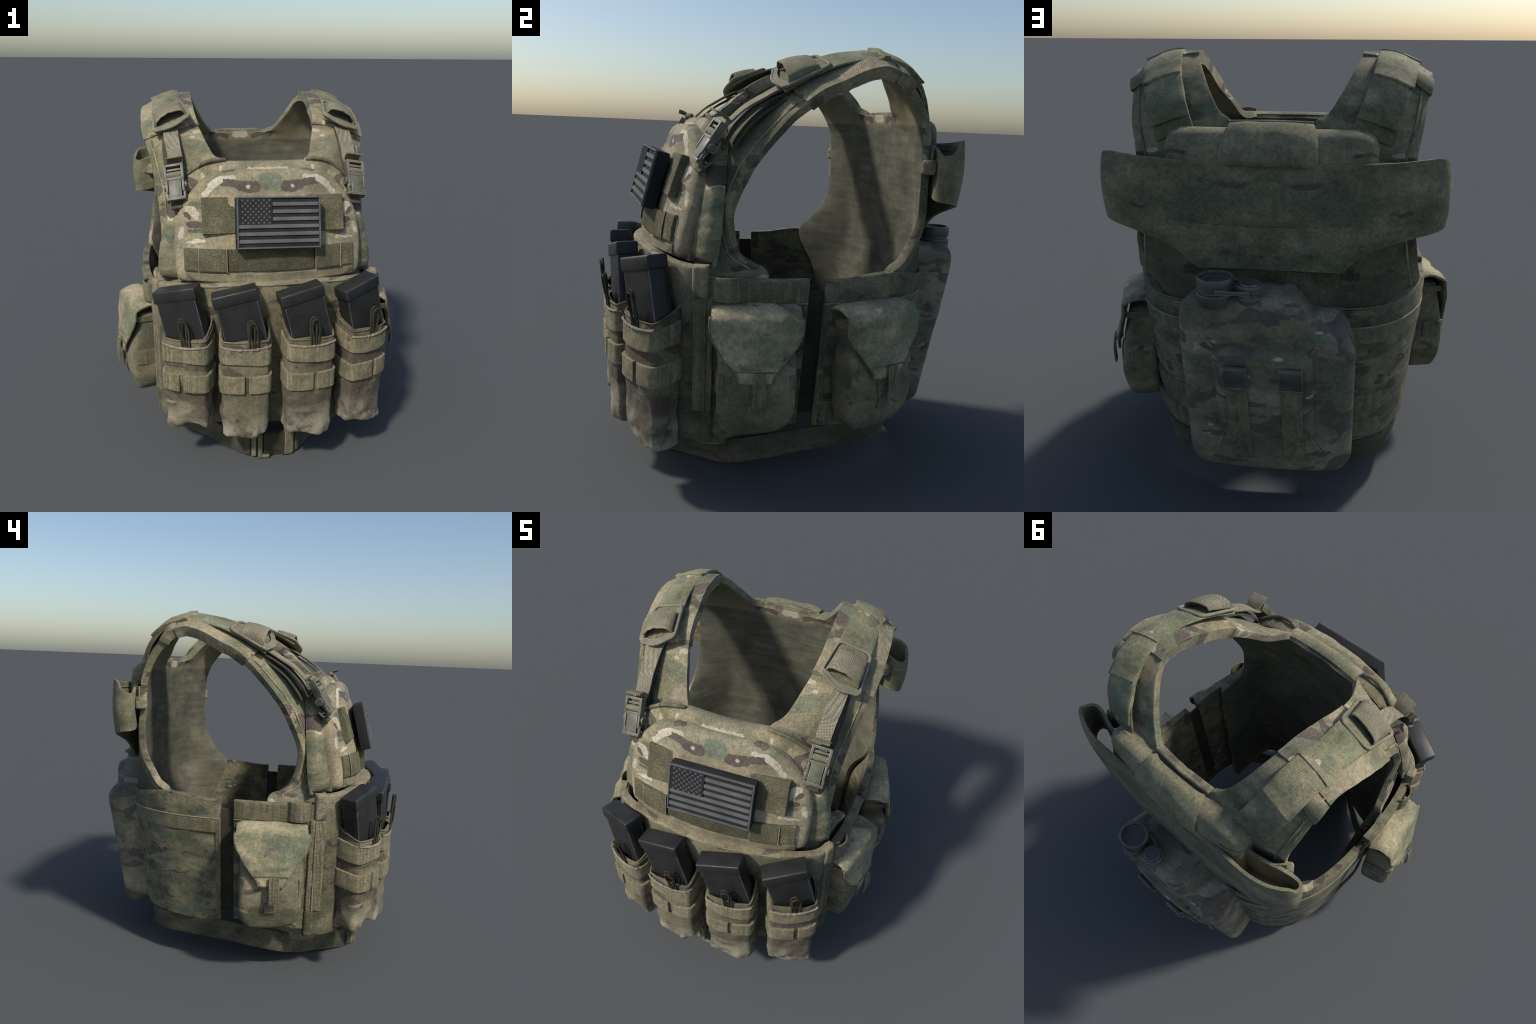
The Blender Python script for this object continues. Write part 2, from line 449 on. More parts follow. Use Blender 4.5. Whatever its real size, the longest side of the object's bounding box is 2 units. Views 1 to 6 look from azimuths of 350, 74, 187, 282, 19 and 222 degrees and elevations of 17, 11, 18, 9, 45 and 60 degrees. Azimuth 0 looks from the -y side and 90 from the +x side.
def slab(name, S, v0, v1, left, right, t, mat, parent=None, r=.004, nu=10, nv=10, back=.004, puff=0, wr=0, wrs=.08, corner=0, seed=0, hfun=None):
    """Padded closed piece lying on surface S(u, v, h); outline from left(v) to right(v)."""
    lf = left if callable(left) else (lambda v, c=left: np.full_like(v, c))
    rf = right if callable(right) else (lambda v, c=right: np.full_like(v, c))
    r = min(r, (v1 - v0) * .49)
    th = np.linspace(0, math.pi / 2, 5)
    e = r * (1 - np.cos(th))
    ec = e
    if corner:
        tc = np.linspace(0, math.pi / 2, 7)
        ec = np.unique(np.concatenate([e, corner * (1 - np.cos(tc))]))
    m = ec[-1]
    vs = np.concatenate([v0 + ec, np.linspace(v0 + m, v1 - m, nv + 1)[1:-1], (v1 - ec)[::-1]])
    L, R = lf(vs), rf(vs)
    if corner:
        d = np.minimum(vs - v0, v1 - vs)
        cut = np.where(d < corner, corner - np.sqrt(np.maximum(corner**2 - (corner - d)**2, 0)), 0)
        L, R = L + cut, R - cut
    W = R - L
    ru = np.minimum(r, W * .49)[:, None]
    es = (1 - np.cos(th))[None, :]
    mid = np.linspace(0, 1, nu + 1)[1:-1][None, :]
    U = np.concatenate([L[:, None] + ru * es, L[:, None] + ru + (W[:, None] - 2 * ru) * mid, R[:, None] - ru * es[:, ::-1]], 1)
    V = np.repeat(vs[:, None], U.shape[1], 1)
    du = np.minimum(U - L[:, None], R[:, None] - U)
    dv = np.minimum(V - v0, v1 - V)
    dd = np.hypot(np.maximum(r - du, 0), np.maximum(r - dv, 0)) / r
    rv = min(r, t)
    H = t - rv + rv * np.sqrt(np.maximum(1 - np.minimum(dd, 1)**2, 0))
    if puff:
        a = (U - (L + R)[:, None] / 2) / (W[:, None] / 2 + 1e-9)
        b = (V - (v0 + v1) / 2) / ((v1 - v0) / 2)
        H = H + puff * (1 - np.abs(a)**2.5) * (1 - np.abs(b)**2.5)
    if hfun is not None:
        H = H + hfun(U, V)
    if wr:
        q = np.stack([U + seed * 3.7, V + seed * 1.3, np.full_like(U, seed * .77)], -1)
        H = H + wr * fbm(q, wrs) * np.clip(dd * -1 + 1.15, 0, 1)
    top = S(U, V, H)
    bot = S(U, V, np.full_like(H, -back))
    ni, nj = U.shape
    n = ni * nj
    F = quads(ni, nj) + [tuple(reversed(f)) for f in quads(ni, nj, base=n)]
    ring = [(0, j) for j in range(nj)] + [(i, nj - 1) for i in range(1, ni)] + [(ni - 1, j) for j in range(nj - 2, -1, -1)] + [(i, 0) for i in range(ni - 2, 0, -1)]
    ids = [i * nj + j for i, j in ring]
    for a, b in zip(ids, ids[1:] + ids[:1]):
        F.append((b, a, a + n, b + n))
    return link(name, mesh(name, np.concatenate([top.reshape(-1, 3), bot.reshape(-1, 3)]), F), mat, parent, 50)


def plane(o, U, V, Nn=None):
    o, U, V = np.array(o, float), unit(U), np.array(V, float)
    V = unit(V - U * np.dot(U, V))
    Nn = np.cross(U, V) if Nn is None else np.array(Nn)
    return lambda u, v, h: o + u[..., None] * U + v[..., None] * V + h[..., None] * Nn


def swap(S):
    return lambda u, v, h: S(v, u, h)


def frontal(Y, sign=-1):
    """Surface y = Y(x, z), growing toward sign*y."""
    def S(u, v, h):
        e = 1e-3
        yx = (Y(u + e, v) - Y(u - e, v)) / (2 * e)
        yz = (Y(u, v + e) - Y(u, v - e)) / (2 * e)
        n = unit(np.stack([-yx, np.ones_like(u), -yz], -1)) * sign
        return np.stack([u, Y(u, v), v], -1) + n * h[..., None]
    return S


class PlanWall:
    """Upright wall over a plan curve; u = length along the plan from its start reference, v = height."""
    def __init__(self, pts, origin_frac=0.0, closed=False, scale=None, n=800):
        self.q = spline(pts, n, closed=closed)
        self.L = np.concatenate([[0], np.cumsum(np.linalg.norm(np.diff(self.q, axis=0), axis=1))])
        self.off = origin_frac * self.L[-1]
        self.closed, self.scale = closed, scale

    def xy(self, u):
        s = np.asarray(u, float) + self.off
        s = s % self.L[-1] if self.closed else s
        return np.stack([np.interp(s, self.L, self.q[:, k]) for k in (0, 1)], -1)

    def base(self, u, v):
        p = self.xy(u)
        if self.scale:
            p = self.scale(p, v)
        return np.concatenate([p, np.asarray(v, float)[..., None]], -1)

    def __call__(self, u, v, h):
        u, v = np.broadcast_arrays(np.asarray(u, float), np.asarray(v, float))
        e = .012
        a = self.base(u + e, v) - self.base(u - e, v)
        b = self.base(u, v + e) - self.base(u, v - e)
        return self.base(u, v) + unit(np.cross(a, b)) * np.asarray(h)[..., None]

    def u_at(self, x, y):
        k = np.argmin(np.hypot(self.q[:, 0] - x, self.q[:, 1] - y))
        u = self.L[k] - self.off
        return u - self.L[-1] if self.closed and u > self.L[-1] / 2 else u


def frames(p):
    t = unit(np.gradient(p, axis=0))
    n = [unit(np.cross(t[0], [0.13, .31, .94]))]
    for k in range(1, len(p)):
        v = n[-1] - t[k] * np.dot(n[-1], t[k])
        n.append(unit(v))
    n = np.array(n)
    return n, np.cross(t, n)


def tube(name, pts, r, mat, parent=None, n=40, closed=False, sides=8, jitter=0, raw=False):
    p = np.asarray(pts, float) if raw else spline(pts, n, closed=closed)
    if closed and not raw:
        p = p[:-1]
    if closed:
        pe = np.vstack([p[-1], p, p[0]])
        a, b = frames(pe)
        a, b = a[1:-1], b[1:-1]
    else:
        a, b = frames(p)
    k = np.linspace(0, 2 * math.pi, sides, endpoint=False)
    rr = r + (jitter * fbm(p, .012, 2) if jitter else np.zeros(len(p)))
    P = p[:, None] + rr[:, None, None] * (np.cos(k)[None, :, None] * a[:, None] + np.sin(k)[None, :, None] * b[:, None])
    F = quads(len(p), sides, True, closed)
    if not closed:
        F += [tuple(range(sides)), tuple((len(p) - 1) * sides + j for j in range(sides))]
    return link(name, mesh(name, P, F), mat, parent, 60)


def ribbon(name, ctr, wdir, width, t, mat, parent=None, n=30, up=None, bevel=.0015):
    """Webbing strap along ctr with per-point width direction; t thick."""
    c = spline(ctr, n)
    w = unit(spline(np.broadcast_to(np.array(wdir, float), (len(ctr), 3)).copy(), n)) if np.ndim(wdir) > 1 else np.repeat(unit(wdir)[None], n, 0)
    width = np.interp(np.linspace(0, 1, n), np.linspace(0, 1, len(np.atleast_1d(width))), np.atleast_1d(width))
    k = np.linspace(-.5, .5, 7)
    nn = unit(np.cross(w, unit(np.gradient(c, axis=0))))
    if up is not None and (nn @ np.array(up)).sum() < 0:
        nn = -nn
    P = c[:, None] + w[:, None] * k[None, :, None] * width[:, None, None]
    top, bot = P + nn[:, None] * t / 2, P - nn[:, None] * t / 2
    V = np.concatenate([top, bot[:, ::-1]], 1)
    F = quads(n, 14, True)
    F += [tuple(range(14)), tuple((n - 1) * 14 + j for j in range(14))]
    ob = link(name, mesh(name, V, F), mat, parent, 40)
    if bevel:
        be = ob.modifiers.new('edge', 'BEVEL')
        be.width, be.segments, be.limit_method, be.angle_limit = bevel, 2, 'ANGLE', math.radians(50)
    return ob


def box(name, o, U, V, Nn, du, dv, dn, mat, parent=None, bevel=.003, seg=3, taper=1.0):
    """Box from frame: centre o, half sizes du, dv, dn."""
    o, U, V, Nn = np.array(o, float), unit(U), unit(V), unit(Nn)
    pts = []
    for c in (-1, 1):
        k = taper if c > 0 else 1
        for a, b in ((-1, -1), (1, -1), (1, 1), (-1, 1)):
            pts.append(o + U * a * du * k + V * b * dv * k + Nn * c * dn)
    F = [(3, 2, 1, 0), (4, 5, 6, 7), (0, 1, 5, 4), (1, 2, 6, 5), (2, 3, 7, 6), (3, 0, 4, 7)]
    me = mesh(name, pts, F)
    if bevel:
        bm = bmesh.new()
        bm.from_mesh(me)
        bmesh.ops.bevel(bm, geom=list(bm.edges), offset=min(bevel, .45 * 2 * min(du, dv, dn)), segments=seg, profile=.5, affect='EDGES')
        bm.to_mesh(me)
        bm.free()
    return link(name, me, mat, parent, 35)


def join(obs, name, parent=None):
    """Merge several built pieces into one mesh part."""
    dg = bpy.context.evaluated_depsgraph_get()
    bm = bmesh.new()
    mats = []
    for ob in obs:
        ev = ob.evaluated_get(dg)
        me = ev.to_mesh()
        start = len(bm.faces)
        bm.from_mesh(me)
        bm.faces.ensure_lookup_table()
        ms = list(ob.data.materials)
        for f in bm.faces[start:]:
            mt = ms[f.material_index]
            if mt not in mats:
                mats.append(mt)
            f.material_index = mats.index(mt)
        ev.to_mesh_clear()
    me = bpy.data.meshes.new(name)
    bm.to_mesh(me)
    bm.free()
    for ob in obs:
        bpy.data.objects.remove(ob)
    for mt in mats:
        me.materials.append(mt)
    ob = bpy.data.objects.new(name, me)
    bpy.context.scene.collection.objects.link(ob)
    ob.parent = parent or ROOT
    return ob


def mx(p, s):
    return np.asarray(p, float) * np.array([s, 1, 1])


# ------------------------------------------------------------------ carrier shell (front, shoulders, back in one)
# every row: centre C (x = 0), neck side I, middle M, arm side O  (for the +x half)
NI, NO = 10, 18
rows = [  # C, I, M, O
    ((0, -.600, .235), (.22, -.580, .235), (.485, -.480, .165), (.505, -.16, .165)),
    ((0, -.600, .70), (.22, -.580, .70), (.51, -.520, .70), (.580, -.18, .70)),
    ((0, -.590, .93), (.22, -.570, .93), (.51, -.525, .94), (.625, -.22, .95)),
    ((0, -.580, 1.02), (.22, -.565, 1.02), (.51, -.515, 1.01), (.617, -.235, 1.018)),
    ((0, -.565, 1.10), (.22, -.550, 1.10), (.50, -.495, 1.08), (.585, -.325, 1.058)),
    ((0, -.545, 1.20), (.22, -.530, 1.20), (.48, -.475, 1.17), (.574, -.372, 1.12)),
    ((0, -.515, 1.35), (.22, -.500, 1.34), (.47, -.450, 1.29), (.573, -.378, 1.24)),
    ((0, -.465, 1.52), (.22, -.450, 1.50), (.45, -.420, 1.42), (.577, -.340, 1.34)),
    ((0, -.415, 1.652), (.218, -.404, 1.654), (.42, -.385, 1.55), (.587, -.285, 1.45)),
    (None, (.270, -.300, 1.678), (.455, -.300, 1.655), (.604, -.210, 1.555)),
    (None, (.322, -.163, 1.784), (.475, -.175, 1.765), (.626, -.114, 1.667)),
    (None, (.348, -.060, 1.852), (.490, -.070, 1.835), (.641, -.020, 1.74)),
    (None, (.358, .070, 1.925), (.505, .065, 1.905), (.645, .075, 1.79)),
    (None, (.362, .190, 1.967), (.512, .190, 1.950), (.640, .185, 1.835)),
    (None, (.356, .300, 1.980), (.512, .300, 1.962), (.630, .290, 1.855)),
    (None, (.325, .395, 1.930), (.492, .405, 1.900), (.618, .390, 1.78)),
    (None, (.278, .467, 1.840), (.455, .490, 1.800), (.604, .458, 1.69)),
    (None, (.225, .525, 1.760), (.415, .545, 1.700), (.588, .494, 1.60)),
    ((0, .580, 1.722), (.168, .570, 1.718), (.380, .570, 1.62), (.579, .504, 1.52)),
    ((0, .590, 1.600), (.168, .585, 1.59), (.380, .575, 1.52), (.580, .507, 1.42)),
    ((0, .605, 1.430), (.168, .600, 1.42), (.400, .590, 1.37), (.592, .512, 1.31)),
    ((0, .625, 1.250), (.168, .620, 1.25), (.410, .605, 1.22), (.612, .500, 1.20)),
    ((0, .645, 1.120), (.168, .640, 1.12), (.415, .612, 1.11), (.624, .470, 1.115)),
    ((0, .654, 1.020), (.168, .650, 1.02), (.420, .612, 1.02), (.640, .410, 1.035)),
    ((0, .648, .940), (.168, .644, .94), (.420, .602, .94), (.632, .350, .96)),
    ((0, .600, .700), (.168, .590, .70), (.410, .545, .70), (.520, .440, .70)),
    ((0, .540, .300), (.168, .530, .30), (.400, .480, .30), (.500, .420, .30)),
]
LIP = {6: (0, -.022, 0), 7: (0, -.028, .004), 8: (0, -.030, .010), 9: (0, -.024, .020), 10: (.004, -.016, .030), 11: (.006, -.010, .036), 12: (.006, -.004, .040), 13: (.006, 0, .042),
       14: (.006, .006, .042), 15: (.006, .020, .034), 16: (.006, .030, .024), 17: (.004, .034, .016), 18: (.004, .034, .010), 19: (.002, .032, 0), 20: (0, .028, 0), 21: (0, .018, 0)}
half = []
for ri, (C, I, Mi, O) in enumerate(rows):
    I, Mi, O = map(np.array, (I, Mi, O))
    O = O + np.array(LIP.get(ri, (0, 0, 0)))
    outer = spline([I, I + (Mi - I) * .5 + np.array([0, 0, .004]), Mi, O], NO + 1)
    if C is None:
        C = np.array([0, I[1], I[2]])
    inner = np.linspace(C, I, NI + 1)[:-1]
    half.append(np.vstack([inner, outer]))
half = np.array(half)                                    # rows x cols x 3
present = [r[0] is not None for r in rows]
UP = 5
ts = []
fine_idx = np.linspace(0, len(rows) - 1, (len(rows) - 1) * UP + 1)
cols = []
for j in range(half.shape[1]):
    # sample each column at row parameters (uniform per control row)
    c = half[:, j]
    p = np.vstack([2 * c[0] - c[1], c, 2 * c[-1] - c[-2]])
    k = np.minimum(fine_idx.astype(int), len(c) - 2)
    t = (fine_idx - k)[:, None]
    p0, p1, p2, p3 = p[k], p[k + 1], p[k + 2], p[k + 3]
    cols.append(.5 * (2 * p1 + (p2 - p0) * t + (2 * p0 - 5 * p1 + 4 * p2 - p3) * t**2 + (3 * p1 - p0 - 3 * p2 + p3) * t**3))
G = np.stack(cols, 1)
# centre columns that run over a neck opening must not bend: recompute them straight toward the neck edge
full = np.concatenate([mx(G[:, :0:-1], -1), G], 1)
ncol = full.shape[1]
cen = ncol // 2
keep = np.ones((len(fine_idx) - 1, ncol - 1), bool)
for i in range(len(fine_idx) - 1):
    a = int(fine_idx[i])
    if not (present[a] and present[min(a + 1, len(rows) - 1)]):
        keep[i, cen - NI:cen + NI] = False
OUTN = lambda c: (0, -1, .15) if c[1] < -.2 and c[2] < 1.6 else ((0, 1, .15) if c[1] > .35 and c[2] < 1.75 else (0, 0, 1))
nrm = grid_normals(full)
sg = np.sign((nrm[10, cen] * np.array([0, -1, 0])).sum())
nrm = nrm * sg
rel = full + nrm * (.004 * fbm(mx(full, 1), .09))[..., None]
carrier = sheet('carrier_shell', rel, .038, 'body', out=OUTN, bevel=.017, inner='liner', keep=keep, angle=55, seg=3)

# piping along arm openings and neck
for s in (-1, 1):
    lo, hi = 3 * UP, 24 * UP
    edge = full[lo:hi, -3 if s > 0 else 2] + nrm[lo:hi, -3 if s > 0 else 2] * .001
    tube('armhole_piping', edge, .0050, 'pad', carrier, n=150)
    e2 = full[lo:hi, -2 if s > 0 else 1] + nrm[lo:hi, -2 if s > 0 else 1] * -.003
    tube('armhole_piping', e2, .0045, 'body', carrier, n=150)
nk = 8 * UP
tube('neckline_trim', full[nk, cen - NI:cen + NI + 1] + np.array([0, -.006, -.006]), .009, 'molle', carrier, n=60)
nk = 18 * UP
tube('neckline_trim', full[nk, cen - NI:cen + NI + 1] + np.array([0, .0, .0]), .010, 'pad', carrier, n=60)


def row_at(k, off=0.0, ext=0.0):
    """Cross-section of the +x strap at fractional control row k, lifted by off and widened by ext."""
    q = k * UP
    i = int(q)
    f = q - i
    a = (1 - f) * full[i, cen + NI:] + f * full[i + 1, cen + NI:]
    n = unit((1 - f) * nrm[i, cen + NI:] + f * nrm[i + 1, cen + NI:])
    d0, d1 = unit(a[0] - a[2]), unit(a[-1] - a[-3])
    a = np.vstack([a[0] + d0 * ext, a, a[-1] + d1 * ext])
    n = np.vstack([n[0], n, n[-1]])
    return a + n * off


for s in (-1, 1):
    ks = np.linspace(10.45, 14.25, 34)
    P = np.array([row_at(k, .011 + .003 * math.sin((k - 10.45) * 3.1), .004) for k in ks])
    P = P + .003 * fbm(P, .06)[..., None]
    sheet('shoulder_sleeve', mx(P, s), .058, 'pad', carrier, out=lambda c: (0, 0, 1), bevel=.020, seg=4)
    ks = np.linspace(14.3, 14.95, 8)
    P = np.array([row_at(k, .012 + .012 * math.sin(math.pi * min(max(q, .0), 1)), .006) for q, k in zip(np.linspace(0, 1, 8), ks)])[:, 10:]
    sheet('shoulder_sleeve', mx(P, s), .058, 'pad', carrier, out=lambda c: (0, 0, 1), bevel=.022, seg=3)


def strap_surface(s):
    """Surface over the shoulder: u across (0 = neck side .. 1 = arm side), v = control row."""
    def S(u, v, h):
        q = np.clip(v * UP, 0, len(full) - 1.001)
        i = q.astype(int)
        f = (q - i)[..., None]
        c = np.clip(u, 0, 1) * NO
        j = np.minimum(c.astype(int), NO - 1)
        g = (c - j)[..., None]
        def bl(A):
            A = A[:, cen + NI:]
            return (1 - f) * ((1 - g) * A[i, j] + g * A[i, j + 1]) + f * ((1 - g) * A[i + 1, j] + g * A[i + 1, j + 1])
        return mx(bl(full) + unit(bl(nrm)) * h[..., None], s)
    return S


# ------------------------------------------------------------------ shoulder webbing stack, frames, buckles
for s in (-1, 1):
    stack = empty_part('shoulder_strap')

    def lay(name, a_in, a_out, b_in, b_out, h0, h1, mat, width_fix=0, mids=(), t=.010):
        """Flat webbing between two edges given in +x space."""
        n = 26
        A = spline([a_in] + [m[0] for m in mids] + [b_in], n)
        B = spline([a_out] + [m[1] for m in mids] + [b_out], n)
        k = np.linspace(0, 1, 9)[None, :, None]
        P = A[:, None] * (1 - k) + B[:, None] * k
        P = P + unit(np.cross(B - A, np.gradient(A, axis=0)))[:, None] * (.010 * (1 - (2 * k - 1)**2)) * np.sign(np.cross(B - A, np.gradient(A, axis=0))[n // 2][2])
        P = P + .002 * fbm(P, .05)[..., None]
        return sheet(name, mx(P, s), t, mat, stack, out=lambda c: (0, .3, 1), bevel=.004)

    top_i, top_o = (.425, .272, 2.0), (.590, .284, 1.947)
    # long lower layer: from the ridge to its end low on the back
    lay('webbing_layer', (.431, .25, 1.988), (.586, .26, 1.940), (.318, .597, 1.690), (.486, .555, 1.628), 0, 0, 'strap',
        mids=[((.415, .37, 1.955), (.572, .385, 1.903)), ((.395, .455, 1.898), (.552, .468, 1.842)), ((.36, .54, 1.80), (.520, .53, 1.742))], t=.012)
    lay('webbing_layer', (.429, .26, 1.994), (.588, .27, 1.944), (.336, .590, 1.748), (.503, .565, 1.690), 0, 0, 'strap',
        mids=[((.413, .38, 1.962), (.573, .394, 1.910)), ((.394, .466, 1.904), (.553, .478, 1.848)), ((.358, .553, 1.806), (.520, .542, 1.748))], t=.012)
    lay('webbing_layer', top_i, top_o, (.396, .475, 1.910), (.560, .49, 1.853), 0, 0, 'strap',
        mids=[((.410, .385, 1.972), (.576, .400, 1.918))], t=.014)
    # stitched edge of the ridge
    lay('webbing_layer', (.427, .258, 2.0), (.592, .270, 1.952), (.423, .285, 2.002), (.592, .297, 1.95), 0, 0, 'strap', t=.016)
    # front layer up to the frame
    lay('webbing_layer', (.388, -.165, 1.862), (.584, -.172, 1.780), (.430, .268, 1.990), (.588, .278, 1.942), 0, 0, 'strap',
        mids=[((.410, -.04, 1.923), (.586, -.05, 1.850)), ((.427, .10, 1.967), (.588, .10, 1.912))], t=.010)
    # frame
    TL, TR, BR, BL = [np.array(p) for p in ((.424, .016, 1.950), (.588, .028, 1.900), (.588, -.182, 1.792), (.388, -.178, 1.880))]
    c = (TL + TR + BR + BL) / 4
    Ux, Vy = unit(TR - TL + BR - BL), unit(TL - BL + TR - BR)
    Nn = unit(np.cross(Ux, Vy))
    loop = []
    corners = [TL, TR, BR, BL]
    for k in range(4):
        a, b, d = corners[k - 1], corners[k], corners[(k + 1) % 4]
        ra = .03
        for q in np.linspace(0, 1, 7):
            p0, p2 = b + unit(a - b) * ra, b + unit(d - b) * ra
            loop.append((1 - q)**2 * p0 + 2 * q * (1 - q) * b + q * q * p2)
        # flow along the edge; front edge bows forward
        nx = corners[(k + 1) % 4]
        for q in (.25, .5, .75):
            p = b + unit(d - b) * ra + (nx + unit(b - nx) * ra - b - unit(d - b) * ra) * q
            if k == 2:
                p = p - Vy * .022 * math.sin(math.pi * q)
            loop.append(p)
    loop = np.array(loop)
    tube('strap_frame', mx(loop, s), .0078, 'frame', stack, closed=True, n=90, sides=8)
    Pp = [loop * (1 - k) + c * k for k in (0.02, .25, .5, .75, .97)]
    P = np.stack(Pp, 0)
    sheet('strap_frame_base', mx(P - Nn * .004, s), .008, 'strap', stack, out=lambda c: (0, 0, 1), cj=True)
    # wide front lip of the frame
    fl = loop[[i for i in range(len(loop)) if np.dot(loop[i] - c, Vy) < -.07]]
    o = np.argsort((fl - c) @ Ux)
    fl = fl[o]
    P = np.stack([fl, fl + Vy * .028 * np.sin(np.linspace(.5, math.pi - .5, len(fl)))[:, None] + Nn * .004], 0)
    sheet('strap_frame', mx(P + Nn * .004, s), .008, 'frame', stack, out=lambda c: (0, 0, 1), bevel=.002)
    # tunnel of webbing arching over the frame
    f0, f1, b0, b1 = [np.array(p) for p in ((.405, -.150, 1.892), (.578, -.142, 1.812), (.432, -.040, 1.937), (.588, -.020, 1.882))]
    a = np.linspace(0, 1, 22)
    arch = np.clip(np.sin(np.pi * a), 0, 1)**.32
    P = []
    for q in np.linspace(0, 1, 8):
        e0, e1 = f0 + (b0 - f0) * q, f1 + (b1 - f1) * q
        hgt = .054 * (1 - .5 * q**2)
        P.append(e0 + (e1 - e0) * a[:, None] + Nn * (hgt * arch)[:, None] + Vy * (-.012 * (1 - q) * (1 - arch))[:, None])
    P = np.array(P)
    P = P + .0022 * fbm(P, .03)[..., None]
    sheet('strap_tunnel', mx(P, s), .009, 'tunnel', stack, out=lambda c: (0, 0, 1), bevel=.003)

    # webbing going down to the buckle
    w = np.array([.085, -.012, -.020])
    ribbon('buckle_webbing', mx([(.492, -.10, 1.823), (.497, -.172, 1.797), (.495, -.24, 1.758), (.489, -.32, 1.708), (.484, -.385, 1.648), (.487, -.428, 1.615)], s), mx(w, s), [.088, .086, .084, .08, .08, .074], .010, 'web', stack, n=40, up=(0, -.3, 1))
    ribbon('buckle_webbing', mx([(.497, -.12, 1.795), (.499, -.20, 1.756), (.496, -.28, 1.705), (.492, -.36, 1.625), (.49, -.40, 1.56)], s), mx(w, s), [.088, .092, .094, .088, .08], .009, 'webdark', stack, n=40, up=(0, -.3, 1))
    ribbon('buckle_webbing', mx([(.50, -.12, 1.765), (.500, -.20, 1.722), (.498, -.28, 1.66), (.495, -.345, 1.58), (.492, -.365, 1.545)], s), mx(w, s), [.09, .10, .10, .095, .09], .009, 'webdark', stack, n=40, up=(0, -.3, 1))

    # side-release buckle
    bk = empty_part('buckle')
    bt = np.array([.499, -.424, 1.645])
    tip = np.array([.490, -.528, 1.476])
    D = unit(tip - bt)
    W = unit(np.array([.095, .012, -.016]))
    Nb = unit(np.cross(W, D))
    if Nb[1] > 0:
        Nb = -Nb
    Wm, Dm, Nm = mx(W, s), mx(D, s), mx(Nb, s)

    def bb(name, w, d, n, hw, hd, hn, mat='buckle', bev=.003, taper=1.0):
        return box(name, mx(bt + W * w + D * d + Nb * n, s), Wm, Dm, Nm, hw, hd, hn, mat, bk, bev, 2, taper)
    bb('buckle_frame', 0, .006, 0, .050, .007, .018)
    bb('buckle_frame', 0, .082, 0, .050, .007, .020)
    for q in (-1, 1):
        bb('buckle_frame', q * .045, .044, 0, .007, .045, .020)
    bb('buckle_frame', 0, .030, .000, .042, .006, .010)
    tube('buckle_webbing', [mx(bt + W * q + D * .058 + Nb * .004, s) for q in (-.040, -.02, 0, .02, .040)], .017, 'tunnel', bk, n=12, sides=12)
    # tail lifted above the buckle
    tl = np.array([.492, -.392, 1.652])
    ribbon('buckle_tail', mx([tl, tl + np.array([0, -.022, .022]), tl + np.array([0, -.045, .034]), tl + np.array([.002, -.066, .040])], s), Wm, [.084, .086, .088], .008, 'tunnel', stack, n=14, up=(0, 0, 1))
    # male end
    bb('buckle_tongue', 0, .140, .004, .033, .056, .012, bev=.004)
    for q in (-1, 1):
        bb('buckle_tongue', q * .043, .120, .002, .006, .036, .016, bev=.003)
        bb('buckle_tongue', q * .046, .168, .004, .006, .026, .006, bev=.002)
    bb('buckle_tongue', 0, .192, .005, .051, .008, .013, bev=.003)
    bb('buckle_tongue', 0, .18, -.03, .045, .005, .008, bev=.002)
    bb('buckle_tongue', 0, .15, -.04, .030, .035, .006, 'webdark', bev=.002)
    for q in (-1, 1):
        tube('buckle_pin', [mx(bt + W * x + D * .115 + Nb * -.012, s) for x in (q * .047, q * .060)], .021, 'buckle', bk, n=3, sides=14)
        ribbon('buckle_loop', [mx(bt + W * q * .046 + D * d + Nb * n, s) for d, n in ((.195, .0), (.20, -.03), (.165, -.045))], Nm, .006, .012, 'buckle', bk, n=8)
    # webbing behind the buckle, sewn to the carrier
    ribbon('buckle_webbing', mx([bt + D * .05 - Nb * .02, bt + D * .12 - Nb * .035, bt + D * .19 - Nb * .045, bt + D * .235 - Nb * .03], s), Wm, .075, .012, 'webdark', stack, n=16)

# ------------------------------------------------------------------ plate bag in front (two padded layers)
y1 = Tab((1.0, -.640), (1.1, -.622), (1.3, -.585), (1.5, -.528), (1.6, -.492), (1.68, -.452))
Y1 = lambda x, z: y1(z) + .34 * x**2
L1half = Tab((1.0, .600), (1.10, .600), (1.19, .592), (1.25, .579), (1.335, .555), (1.41, .525), (1.50, .480), (1.56, .446), (1.60, .400), (1.635, .340), (1.655, .24))
slab('plate_bag', frontal(lambda x, z: Y1(x, z) + .068), 1.03, 1.650, lambda v: -L1half(v) + .010, lambda v: L1half(v) - .010, .068, 'collar', r=.055, nu=46, nv=40, back=.0, wr=.006, wrs=.10, seed=1,
     hfun=lambda U, V: -.006 * np.exp(-((V - 1.27 + .05 * np.abs(U))/.012)**2) * (np.abs(U) > .44) - .005 * np.exp(-((V - 1.19)/.010)**2) * (np.abs(U) > .44))
bag = bpy.context.scene.objects['plate_bag']
